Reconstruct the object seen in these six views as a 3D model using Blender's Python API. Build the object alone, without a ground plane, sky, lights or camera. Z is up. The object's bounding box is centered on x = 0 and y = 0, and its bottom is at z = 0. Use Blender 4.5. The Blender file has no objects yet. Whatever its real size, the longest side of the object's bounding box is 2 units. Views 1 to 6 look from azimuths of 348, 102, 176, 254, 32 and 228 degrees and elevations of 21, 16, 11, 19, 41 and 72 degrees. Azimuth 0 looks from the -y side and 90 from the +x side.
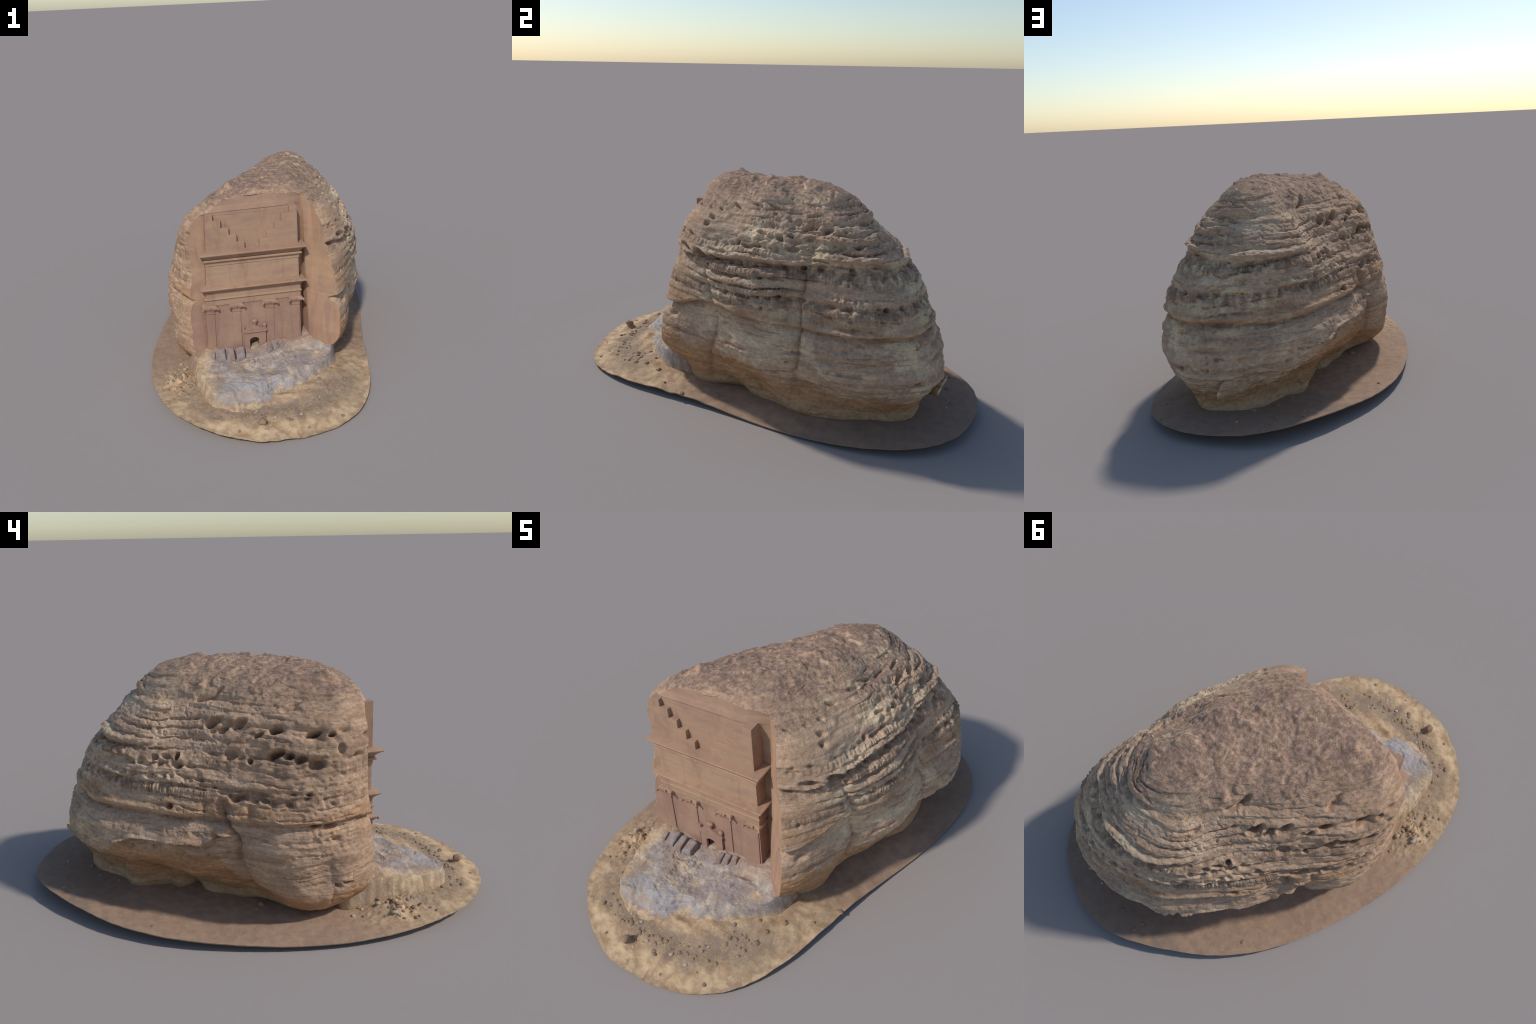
import bpy, bmesh, math, random
import numpy as np
from mathutils import Vector
from mathutils.bvhtree import BVHTree

random.seed(11)
RNG = np.random.RandomState(11)

# ----------------------------------------------------------------------------
#  noise helpers (vectorised gradient noise)
# ----------------------------------------------------------------------------
_perm = np.random.RandomState(3).permutation(256)
_perm = np.concatenate([_perm, _perm, _perm]).astype(np.int32)
_g = np.random.RandomState(5).normal(size=(256, 3))
_g /= np.linalg.norm(_g, axis=1, keepdims=True)


_gx, _gy, _gz = (np.ascontiguousarray(_g[:, i]).astype(np.float32) for i in range(3))


def noise(x, y, z):
    """gradient noise, about -0.7..0.7"""
    x, y, z = (np.asarray(a, np.float32) for a in (x, y, z))
    x, y, z = np.broadcast_arrays(x, y, z)
    fx0, fy0, fz0 = np.floor(x), np.floor(y), np.floor(z)
    xi, yi, zi = (a.astype(np.int32) & 255 for a in (fx0, fy0, fz0))
    fx, fy, fz = x - fx0, y - fy0, z - fz0
    u, v, w = (t * t * (3 - 2 * t) for t in (fx, fy, fz))
    ca, cb = _perm[xi], _perm[xi + 1]
    out = []
    for c, gx in ((ca, fx), (cb, fx - 1)):
        for dy in (0, 1):
            cy = _perm[c + yi + dy]
            gy = fy - dy
            pair = []
            for dz in (0, 1):
                h = _perm[cy + zi + dz]
                pair.append(_gx[h] * gx + _gy[h] * gy + _gz[h] * (fz - dz))
            out.append(pair[0] + w * (pair[1] - pair[0]))
    p0 = out[0] + v * (out[1] - out[0])
    p1 = out[2] + v * (out[3] - out[2])
    return p0 + u * (p1 - p0)


def fbm(x, y, z, octaves=4, gain=0.5):
    s, a = 0.0, 1.0
    for o in range(octaves):
        s = s + a * noise(x + 17.3 * o, y - 9.1 * o, z + 4.7 * o)
        x, y, z, a = x * 2.03, y * 2.03, z * 2.03, a * gain
    return s


def smooth(t, a, b):
    t = np.clip((t - a) / (b - a), 0, 1)
    return t * t * (3 - 2 * t)


def lerp_table(t, xs, ys):
    return np.interp(t, xs, ys)


# ----------------------------------------------------------------------------
#  object helpers
# ----------------------------------------------------------------------------
def make(name, verts, faces, mats, parent=None, smooth_shade=True, angle=40, kind=None):
    me = bpy.data.meshes.new(name)
    if isinstance(verts, np.ndarray) and isinstance(faces, np.ndarray):
        nv, nf, k = len(verts), len(faces), faces.shape[1]
        me.vertices.add(nv)
        me.vertices.foreach_set("co", verts.astype(np.float32).ravel())
        me.loops.add(nf * k)
        me.loops.foreach_set("vertex_index", faces.astype(np.int32).ravel())
        me.polygons.add(nf)
        me.polygons.foreach_set("loop_start", np.arange(0, nf * k, k, dtype=np.int32))
        me.update(calc_edges=True)
    else:
        me.from_pydata([tuple(v) for v in verts], [], [tuple(f) for f in faces])
    ob = bpy.data.objects.new(name, me)
    bpy.context.scene.collection.objects.link(ob)
    for m in mats if isinstance(mats, (list, tuple)) else [mats]:
        me.materials.append(m)
    shade(me, smooth_shade, angle)
    if parent:
        ob.parent = parent
    if kind:
        ob["kind"] = kind
    return ob


def shade(me, smooth_shade=True, angle=40):
    me.polygons.foreach_set("use_smooth", [smooth_shade] * len(me.polygons))
    if smooth_shade and angle < 180:
        me.set_sharp_from_angle(angle=math.radians(angle))


def fix_normals(ob):
    bm = bmesh.new()
    bm.from_mesh(ob.data)
    bmesh.ops.recalc_face_normals(bm, faces=bm.faces)
    bm.to_mesh(ob.data)
    bm.free()


def grid_faces(rows, cols, wrap=False):
    r, c = np.meshgrid(np.arange(rows - 1), np.arange(cols if wrap else cols - 1), indexing="ij")
    c2 = (c + 1) % cols
    return np.stack([r * cols + c, r * cols + c2, (r + 1) * cols + c2, (r + 1) * cols + c], -1).reshape(-1, 4)


# ----------------------------------------------------------------------------
#  materials
# ----------------------------------------------------------------------------
class Nodes:
    def __init__(self, name, rough=0.9):
        self.mat = bpy.data.materials.new(name)
        self.mat.use_nodes = True
        self.t = self.mat.node_tree
        self.t.nodes.clear()
        self.out = self.t.nodes.new("ShaderNodeOutputMaterial")
        self.b = self.t.nodes.new("ShaderNodeBsdfPrincipled")
        self.b.inputs["Roughness"].default_value = rough
        self.b.inputs["Specular IOR Level"].default_value = 0.15
        self.t.links.new(self.b.outputs[0], self.out.inputs[0])
        self.co = self.t.nodes.new("ShaderNodeTexCoord").outputs["Object"]
        self.geo = self.t.nodes.new("ShaderNodeNewGeometry")

    def link(self, a, b):
        self.t.links.new(a, b)

    def mapping(self, scale=(1, 1, 1), rot=(0, 0, 0), loc=(0, 0, 0)):
        n = self.t.nodes.new("ShaderNodeMapping")
        n.inputs["Scale"].default_value = scale
        n.inputs["Rotation"].default_value = rot
        n.inputs["Location"].default_value = loc
        self.link(self.co, n.inputs[0])
        return n.outputs[0]

    def noise(self, scale, detail=4, rough=0.55, vec=None, dist=0.0):
        n = self.t.nodes.new("ShaderNodeTexNoise")
        n.inputs["Scale"].default_value = scale
        n.inputs["Detail"].default_value = detail
        n.inputs["Roughness"].default_value = rough
        n.inputs["Distortion"].default_value = dist
        self.link(vec if vec is not None else self.co, n.inputs["Vector"])
        return n.outputs["Fac"]

    def voronoi(self, scale, vec=None, feature="F1"):
        n = self.t.nodes.new("ShaderNodeTexVoronoi")
        n.feature = feature
        n.inputs["Scale"].default_value = scale
        self.link(vec if vec is not None else self.co, n.inputs["Vector"])
        return n

    def ramp(self, fac, stops):
        n = self.t.nodes.new("ShaderNodeValToRGB")
        e = n.color_ramp.elements
        while len(e) < len(stops):
            e.new(0.5)
        for el, (p, c) in zip(e, stops):
            el.position = p
            el.color = (*c, 1) if isinstance(c, (tuple, list)) else (c, c, c, 1)
        self.link(fac, n.inputs[0])
        return n.outputs[0]

    def mix(self, fac, a, b, mode="MIX"):
        n = self.t.nodes.new("ShaderNodeMix")
        n.data_type = "RGBA"
        n.blend_type = mode
        for s, v in ((n.inputs[0], fac), (n.inputs[6], a), (n.inputs[7], b)):
            if hasattr(v, "is_output"):
                self.link(v, s)
            elif isinstance(v, (tuple, list)):
                s.default_value = (*v, 1)
            else:
                s.default_value = v
        return n.outputs[2]

    def math(self, op, a, b=0.0, c=0.0, clamp=False):
        n = self.t.nodes.new("ShaderNodeMath")
        n.operation = op
        n.use_clamp = clamp
        for s, v in zip(n.inputs, (a, b, c)):
            if hasattr(v, "is_output"):
                self.link(v, s)
            else:
                s.default_value = v
        return n.outputs[0]

    def xyz(self, vec=None):
        n = self.t.nodes.new("ShaderNodeSeparateXYZ")
        self.link(vec if vec is not None else self.co, n.inputs[0])
        return n.outputs

    def step(self, v, a, b):
        n = self.t.nodes.new("ShaderNodeMapRange")
        n.interpolation_type = "SMOOTHSTEP"
        n.inputs[1].default_value = a
        n.inputs[2].default_value = b
        self.link(v, n.inputs[0])
        return n.outputs[0]

    def blob(self, cx, cy, rx, ry):
        """soft ellipse mask in plan: 1 inside"""
        x, y, _ = self.xyz()
        dx = self.math("DIVIDE", self.math("SUBTRACT", x, cx), rx)
        dy = self.math("DIVIDE", self.math("SUBTRACT", y, cy), ry)
        return self.math("SQRT", self.math("ADD", self.math("MULTIPLY", dx, dx), self.math("MULTIPLY", dy, dy)))

    def finish(self, colour, bump=None, strength=0.3, dist=0.004):
        self.link(colour, self.b.inputs["Base Color"])
        if bump is not None:
            n = self.t.nodes.new("ShaderNodeBump")
            n.inputs["Strength"].default_value = strength
            n.inputs["Distance"].default_value = dist
            self.link(bump, n.inputs["Height"])
            self.link(n.outputs[0], self.b.inputs["Normal"])
        return self.mat


def srgb(r, g, b):
    f = lambda c: (c / 255 / 12.92) if c / 255 <= 0.04045 else ((c / 255 + 0.055) / 1.055) ** 2.4
    return (f(r), f(g), f(b))


def rock_material():
    m = Nodes("weathered_sandstone")
    x, y, z = m.xyz()
    strata_vec = m.mapping(scale=(5, 5, 24))
    strata = m.noise(1.0, 6, 0.65, strata_vec, 0.6)
    fine_strata = m.noise(1.0, 4, 0.6, m.mapping(scale=(7, 7, 130)), 0.2)
    patch = m.noise(5.5, 5, 0.6)
    fine = m.noise(55, 6, 0.65)
    grain = m.noise(220, 3, 0.6)
    # buff tinted after baked light: darker, warmer on sunny south-west, lightened on shaded side
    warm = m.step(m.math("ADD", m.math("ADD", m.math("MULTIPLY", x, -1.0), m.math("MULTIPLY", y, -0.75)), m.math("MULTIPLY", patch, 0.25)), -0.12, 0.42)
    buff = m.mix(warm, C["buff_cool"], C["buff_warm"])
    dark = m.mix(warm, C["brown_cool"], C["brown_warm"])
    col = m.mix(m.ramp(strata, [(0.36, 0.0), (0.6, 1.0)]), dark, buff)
    col = m.mix(m.math("MULTIPLY", m.ramp(patch, [(0.42, 0.0), (0.62, 1.0)]), 0.55), col, C["mauve"])
    col = m.mix(m.math("MULTIPLY", m.ramp(fine_strata, [(0.40, 1.0), (0.52, 0.0)]), 0.35), col, C["brown_cool"])
    # pale cream faces on the shaded east flank
    cream = m.noise(1.0, 5, 0.6, m.mapping(scale=(3.6, 3.6, 8), loc=(1.7, 4.2, 0.6)), 0.6)
    col = m.mix(m.math("MULTIPLY", m.ramp(cream, [(0.50, 0.0), (0.60, 0.75)]), m.step(m.math("ADD", x, m.math("MULTIPLY", y, 0.35)), 0.15, 0.42)), col, C["cream"])
    # mauve-brown streaks below the beds, partly painting in the recesses' shade
    streak = m.noise(1.0, 4, 0.6, m.mapping(scale=(34, 34, 5)))
    zs_ = m.math("ADD", z, m.math("MULTIPLY", m.math("SUBTRACT", m.noise(6.0, 4, 0.6), 0.5), 0.06))
    for lo, hi, amt in ((0.53, 0.575, 0.75), (0.645, 0.70, 0.7), (0.75, 0.775, 0.5)):
        band = m.math("MULTIPLY", m.step(zs_, lo - 0.012, lo + 0.012), m.math("SUBTRACT", 1.0, m.step(zs_, hi - 0.006, hi + 0.004)))
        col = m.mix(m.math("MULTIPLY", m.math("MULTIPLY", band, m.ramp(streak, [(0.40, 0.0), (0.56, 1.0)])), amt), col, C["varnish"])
    lines = m.noise(1.0, 5, 0.65, m.mapping(scale=(3.5, 3.5, 58), loc=(2, 3, 1)), 0.7)
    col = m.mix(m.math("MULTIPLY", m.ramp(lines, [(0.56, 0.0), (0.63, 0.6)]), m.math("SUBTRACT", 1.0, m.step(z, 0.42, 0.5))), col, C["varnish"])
    # hairline joints
    hair = m.noise(1.0, 6, 0.6, m.mapping(scale=(11, 11, 26)), 0.8)
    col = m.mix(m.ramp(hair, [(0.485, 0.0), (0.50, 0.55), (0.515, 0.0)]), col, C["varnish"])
    # red-brown rubble crust with mauve and ochre grit on the flat top
    nz = m.xyz(m.geo.outputs["Normal"])[2]
    top = m.math("MULTIPLY", m.step(m.math("ADD", nz, m.math("MULTIPLY", m.math("SUBTRACT", patch, 0.5), 0.7)), 0.62, 0.86), m.step(z, 0.84, 0.91))
    crust = m.mix(m.ramp(fine, [(0.4, 0.0), (0.6, 1.0)]), C["crust_dark"], C["crust"])
    crust = m.mix(m.math("MULTIPLY", m.ramp(m.noise(17, 6, 0.7), [(0.46, 0.0), (0.6, 1.0)]), 0.6), crust, C["mauve_dark"])
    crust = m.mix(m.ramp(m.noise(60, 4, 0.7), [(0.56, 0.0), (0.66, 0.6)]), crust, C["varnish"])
    crust = m.mix(m.ramp(m.noise(90, 3), [(0.60, 0.0), (0.68, 0.6)]), crust, C["ochre"])
    col = m.mix(top, col, crust)
    # iron-orange band: fresh spalled rock of the lower flank and under the main bed
    zl = m.math("ADD", z, m.math("MULTIPLY", m.math("SUBTRACT", m.noise(4.0, 5, 0.65, None, 0.5), 0.5), 0.22))
    east = m.math("MULTIPLY", m.math("SUBTRACT", 1.0, m.step(y, -0.25, 0.40)), m.step(x, 0.05, 0.2))
    north_west = m.math("SUBTRACT", 1.0, m.step(m.blob(-0.20, 0.45, 0.36, 0.30), 0.65, 1.1))
    zt = m.math("SUBTRACT", zl, m.math("ADD", m.math("MULTIPLY", east, 0.13), m.math("MULTIPLY", north_west, 0.16)))
    low = m.math("SUBTRACT", 1.0, m.step(zt, 0.135, 0.185))
    bed = m.math("MULTIPLY", m.step(zl, 0.452, 0.47), m.math("SUBTRACT", 1.0, m.step(zl, 0.482, 0.53)))
    orange = m.mix(m.ramp(strata, [(0.35, 0.0), (0.65, 1.0)]), C["orange_dark"], C["orange"])
    col = m.mix(m.math("MULTIPLY", low, 0.85), col, orange)
    col = m.mix(m.math("MULTIPLY", bed, 0.5), col, orange)
    # pale yellow-grey foot
    foot = m.math("SUBTRACT", 1.0, m.step(m.math("ADD", z, m.math("MULTIPLY", m.math("SUBTRACT", patch, 0.5), 0.06)), 0.06, 0.1))
    col = m.mix(m.math("MULTIPLY", foot, 0.6), col, C["foot"])
    col = m.mix(1.0, col, m.ramp(fine, [(0.32, 0.80), (0.68, 1.12)]), "MULTIPLY")
    bump = m.math("ADD", m.math("MULTIPLY", fine, 0.7), m.math("ADD", m.math("MULTIPLY", grain, 0.25), m.math("MULTIPLY", fine_strata, 0.7)))
    return m.finish(col, bump, 0.75, 0.007)


def carved_material():
    m = Nodes("dressed_sandstone")
    x, y, z = m.xyz()
    bed = m.noise(1.0, 4, 0.6, m.mapping(scale=(3, 3, 40)), 0.2)
    patch = m.noise(9, 5, 0.6)
    fine = m.noise(120, 4, 0.65)
    streak = m.noise(1.0, 4, 0.55, m.mapping(scale=(26, 26, 3)))
    up = m.step(m.math("ADD", z, m.math("MULTIPLY", m.math("SUBTRACT", patch, 0.5), 0.06)), 0.38, 0.43)
    col = m.mix(up, C["facade_pink"], C["facade"])
    mid = m.math("MULTIPLY", m.step(z, 0.5, 0.52), m.math("SUBTRACT", 1.0, m.step(z, 0.64, 0.66)))
    col = m.mix(m.math("MULTIPLY", mid, 0.6), col, C["facade_pale"])
    col = m.mix(m.math("MULTIPLY", m.ramp(bed, [(0.4, 0.0), (0.6, 1.0)]), 0.28), col, C["facade_mauve"])
    col = m.mix(m.math("MULTIPLY", m.ramp(patch, [(0.48, 0.0), (0.65, 1.0)]), 0.4), col, C["facade_pale"])
    wash = m.noise(1.0, 5, 0.65, m.mapping(scale=(18, 18, 4), loc=(2, 5, 1)), 0.4)
    col = m.mix(m.ramp(wash, [(0.52, 0.0), (0.68, 0.40)]), col, C["facade_dark"])
    blot = m.noise(1.0, 6, 0.7, m.mapping(scale=(7, 7, 12), loc=(8, 1, 3)), 0.6)
    col = m.mix(m.ramp(blot, [(0.50, 0.0), (0.62, 0.45)]), col, C["facade_mauve"])
    side = m.step(x, 0.10, 0.13)
    col = m.mix(m.math("MULTIPLY", m.math("MULTIPLY", side, m.ramp(streak, [(0.42, 0.0), (0.58, 1.0)])), 0.5), col, C["facade_streak"])
    col = m.mix(m.ramp(fine, [(0.60, 0.0), (0.72, 0.35)]), col, C["facade_dark"])
    return m.finish(col, m.math("ADD", fine, m.math("MULTIPLY", patch, 1.2)), 0.25, 0.003)


def apron_material():
    m = Nodes("grey_bedrock")
    patch = m.noise(7, 6, 0.65, None, 0.6)
    mid = m.noise(22, 5, 0.6, None, 0.4)
    fine = m.noise(110, 4, 0.65)
    x, y, z = m.xyz()
    col = m.mix(m.ramp(mid, [(0.38, 0.0), (0.62, 1.0)]), C["apron_grey"], C["apron_pale"])
    col = m.mix(m.math("MULTIPLY", m.ramp(patch, [(0.5, 0.0), (0.62, 1.0)]), 0.6), col, C["apron_lilac"])
    # cream-coloured broken rock along the west side
    west = m.math("SUBTRACT", 1.0, m.step(m.math("ADD", m.math("ADD", x, m.math("MULTIPLY", y, -0.12)), m.math("MULTIPLY", m.math("SUBTRACT", patch, 0.5), 0.35)), -0.40, -0.27))
    cream = m.mix(m.ramp(mid, [(0.38, 0.0), (0.6, 1.0)]), C["apron_tan"], C["apron_cream"])
    col = m.mix(m.math("MULTIPLY", west, 0.9), col, cream)
    # brown next to the facade
    back = m.step(m.math("ADD", y, m.math("MULTIPLY", m.math("SUBTRACT", patch, 0.5), 0.12)), -0.47, -0.39)
    col = m.mix(m.math("MULTIPLY", back, 0.65), col, C["apron_brown"])
    # bluish wash along the front
    front = m.math("SUBTRACT", 1.0, m.step(m.math("ADD", m.blob(-0.21, -0.70, 0.20, 0.085), m.math("MULTIPLY", m.math("SUBTRACT", patch, 0.5), 1.2)), 0.7, 1.15))
    col = m.mix(m.math("MULTIPLY", front, 0.75), col, C["apron_blue"])
    col = m.mix(m.ramp(mid, [(0.60, 0.0), (0.68, 0.4)]), col, C["apron_cream"])
    rim_mix = m.step(m.math("SUBTRACT", z, m.math("MULTIPLY", m.math("SUBTRACT", m.noise(11, 5, 0.65), 0.5), 0.10)), 0.052, 0.088)
    col = m.mix(rim_mix, m.mix(m.ramp(mid, [(0.4, 0.0), (0.6, 1.0)]), C["dirt"], C["sand"]), col)
    crease = m.noise(1.0, 6, 0.6, m.mapping(scale=(8, 15, 20), rot=(0, 0, 0.5)), 1.2)
    col = m.mix(m.ramp(crease, [(0.48, 0.0), (0.50, 0.6), (0.52, 0.0)]), col, C["slab_brown"])
    stain = m.noise(1.0, 5, 0.65, m.mapping(scale=(9, 9, 9), loc=(3, 1, 2)), 1.0)
    col = m.mix(m.ramp(stain, [(0.55, 0.0), (0.66, 0.65)]), col, C["apron_tan"])
    pale = m.noise(1.0, 5, 0.65, m.mapping(scale=(14, 22, 14), loc=(7, 1, 2), rot=(0, 0, -0.4)), 1.0)
    col = m.mix(m.ramp(pale, [(0.58, 0.0), (0.66, 0.6)]), col, C["apron_cream"])
    return m.finish(col, m.math("ADD", m.math("MULTIPLY", mid, 1.5), fine), 0.45, 0.005)


def slab_material():
    m = Nodes("grey_slab_stone")
    a = m.noise(30, 5, 0.6)
    f = m.noise(140, 4, 0.6)
    col = m.mix(m.ramp(a, [(0.38, 0.0), (0.62, 1.0)]), C["slab_brown"], C["slab_grey"])
    return m.finish(col, m.math("ADD", a, f), 0.35, 0.003)


def ground_material():
    m = Nodes("desert_sand")
    x, y, z = m.xyz()
    patch = m.noise(6, 6, 0.65, None, 0.5)
    mid = m.noise(24, 5, 0.6)
    fine = m.noise(130, 4, 0.65)
    sand = m.mix(m.ramp(mid, [(0.38, 0.0), (0.62, 1.0)]), C["sand_deep"], C["sand"])
    dirt = m.mix(m.ramp(mid, [(0.38, 0.0), (0.62, 1.0)]), C["dirt"], C["dirt_pale"])
    grey = m.mix(m.ramp(mid, [(0.36, 0.0), (0.64, 1.0)]), C["dirt_grey"], C["dirt"])
    # yellow sand in front, red-brown dirt at the sides, grey-brown behind
    f = m.step(m.math("ADD", y, m.math("MULTIPLY", m.math("SUBTRACT", patch, 0.5), 0.5)), -0.55, -0.15)
    col = m.mix(f, sand, dirt)
    e = m.step(m.math("ADD", m.math("ADD", y, m.math("MULTIPLY", x, 0.6)), m.math("MULTIPLY", m.math("SUBTRACT", patch, 0.5), 0.5)), 0.35, 0.8)
    col = m.mix(e, col, grey)
    # dark gravel ring round the bedrock apron
    d = m.math("ADD", m.blob(-0.12, -0.60, 0.36, 0.24), m.math("MULTIPLY", m.math("SUBTRACT", patch, 0.5), 1.0))
    ring = m.math("MULTIPLY", m.step(d, 0.6, 0.8), m.math("SUBTRACT", 1.0, m.step(d, 1.0, 1.35)))
    ring = m.math("MULTIPLY", ring, m.math("SUBTRACT", 1.0, m.step(m.math("ADD", y, m.math("MULTIPLY", x, 0.2)), -0.62, -0.5)))
    grav = m.voronoi(170)
    gravel = m.mix(m.ramp(m.xyz(grav.outputs["Color"])[0], [(0.45, 0.0), (0.95, 1.0)]), C["gravel"], C["gravel_ochre"])
    gravel = m.mix(m.ramp(mid, [(0.5, 0.0), (0.6, 0.6)]), gravel, C["gravel"])
    col = m.mix(m.math("MULTIPLY", ring, 0.85), col, gravel)
    mott = m.noise(1.0, 5, 0.7, m.mapping(scale=(15, 15, 15), loc=(4, 2, 0)), 0.8)
    col = m.mix(m.math("MULTIPLY", m.ramp(mott, [(0.50, 0.0), (0.62, 0.7)]), m.math("SUBTRACT", 1.0, m.math("MULTIPLY", f, 0.7))), col, C["dirt"])
    # pale stones and chalky flecks
    fl = m.ramp(m.noise(42, 4, 0.7), [(0.66, 0.0), (0.72, 0.5)])
    col = m.mix(fl, col, C["fleck"])
    col = m.mix(m.ramp(fine, [(0.6, 0.0), (0.72, 0.4)]), col, C["dirt_dark"])
    return m.finish(col, m.math("ADD", m.math("MULTIPLY", mid, 1.6), fine), 0.4, 0.004)


def stone_material():
    m = Nodes("field_stone")
    a = m.noise(35, 5, 0.6)
    col = m.mix(m.ramp(a, [(0.4, 0.0), (0.6, 1.0)]), C["stone_dark"], C["stone"])
    rnd = m.t.nodes.new("ShaderNodeObjectInfo").outputs["Random"]
    col = m.mix(m.ramp(rnd, [(0.45, 0.0), (0.75, 0.6)]), col, C["gravel"])
    col = m.mix(m.ramp(rnd, [(0.86, 0.0), (0.92, 0.7)]), col, C["fleck"])
    return m.finish(col, a, 0.4, 0.004)


C = {k: srgb(*v) for k, v in dict(
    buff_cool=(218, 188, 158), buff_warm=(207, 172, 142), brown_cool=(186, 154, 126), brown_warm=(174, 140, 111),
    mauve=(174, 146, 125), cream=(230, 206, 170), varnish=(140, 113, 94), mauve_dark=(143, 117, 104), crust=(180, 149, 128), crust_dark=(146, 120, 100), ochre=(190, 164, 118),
    orange=(194, 153, 114), orange_dark=(164, 120, 84), foot=(190, 162, 130), fine_lo=(112, 112, 112), fine_hi=(144, 144, 144),
    facade=(174, 143, 118), facade_pink=(162, 130, 112), facade_pale=(183, 152, 125), facade_mauve=(152, 120, 106),
    facade_streak=(190, 148, 114), facade_dark=(128, 98, 80),
    apron_grey=(146, 134, 128), apron_pale=(180, 167, 154), apron_lilac=(150, 138, 134), apron_tan=(180, 148, 112), apron_cream=(204, 180, 146),
    apron_brown=(160, 132, 112), apron_blue=(170, 164, 162), slab_grey=(150, 142, 140), slab_brown=(142, 116, 102),
    sand=(204, 176, 140), sand_deep=(176, 145, 112), dirt=(154, 127, 106), dirt_pale=(170, 142, 118), dirt_grey=(134, 118, 104),
    dirt_dark=(112, 86, 68), gravel=(136, 120, 108), gravel_ochre=(176, 148, 104), fleck=(206, 190, 168),
    stone=(176, 148, 118), stone_dark=(138, 112, 92)).items()}

ROCK, CARVED, APRON, SLAB, GROUND, STONE = rock_material(), carved_material(), apron_material(), slab_material(), ground_material(), stone_material()

root = bpy.data.objects.new("rock_cut_tomb", None)
bpy.context.scene.collection.objects.link(root)
root["label"] = "sandstone outcrop with a carved tomb facade on sandy ground"
root["category"] = "rock-cut tomb"

# ----------------------------------------------------------------------------
#  GROUND: an egg-shaped sheet of desert floor with a gently waving rim
# ----------------------------------------------------------------------------
TILT = math.radians(18)
RIM_RADIUS = [1.0378, -0.0217, -0.0029, -0.023, 0.0156, -0.0529, -0.0124, -0.037, -0.0079, -0.0166, 0.002, -0.0046, -0.0021, 0.0044, 0.0052, 0.0021, 0.0036, 0.0021, 0.0002]  # Fourier terms: constant, then cos/sin pairs
RIM_HEIGHT = [0.0331, -0.0109, 0.0122, -0.0082, -0.0022, 0.0081, -0.0032, -0.0032, -0.006, -0.001, -0.0027, 0.0013, -0.0035]


def fourier(c, t):
    v = np.full_like(t, c[0])
    for i in range(1, (len(c) - 1) // 2 + 1):
        v = v + c[2 * i - 1] * np.cos(i * t) + c[2 * i] * np.sin(i * t)
    return v


def rim(t):
    r, z = fourier(RIM_RADIUS, t), fourier(RIM_HEIGHT, t)
    a, b = 0.6 * r * np.cos(t), r * np.sin(t)
    return a * math.cos(TILT) + b * math.sin(TILT), b * math.cos(TILT) - a * math.sin(TILT), z


def bumps(x, y, items):
    h = 0
    for cx, cy, rx, ry, hh in items:
        h = h + hh * np.exp(-(((x - cx) / rx) ** 2 + ((y - cy) / ry) ** 2))
    return h


GROUND_LUMPS = [(-0.52, -0.40, 0.05, 0.08, 0.022), (-0.57, -0.43, 0.03, 0.02, 0.02), (-0.51, -0.50, 0.03, 0.04, 0.018), (-0.60, -0.41, 0.02, 0.03, 0.018),
                (-0.248, -0.902, 0.018, 0.022, 0.024), (0.20, -0.60, 0.03, 0.05, 0.008), (-0.10, -0.73, 0.06, 0.02, 0.012), (0.05, -0.66, 0.05, 0.03, 0.012),
                (0.12, -0.60, 0.08, 0.03, 0.012)]

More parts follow.
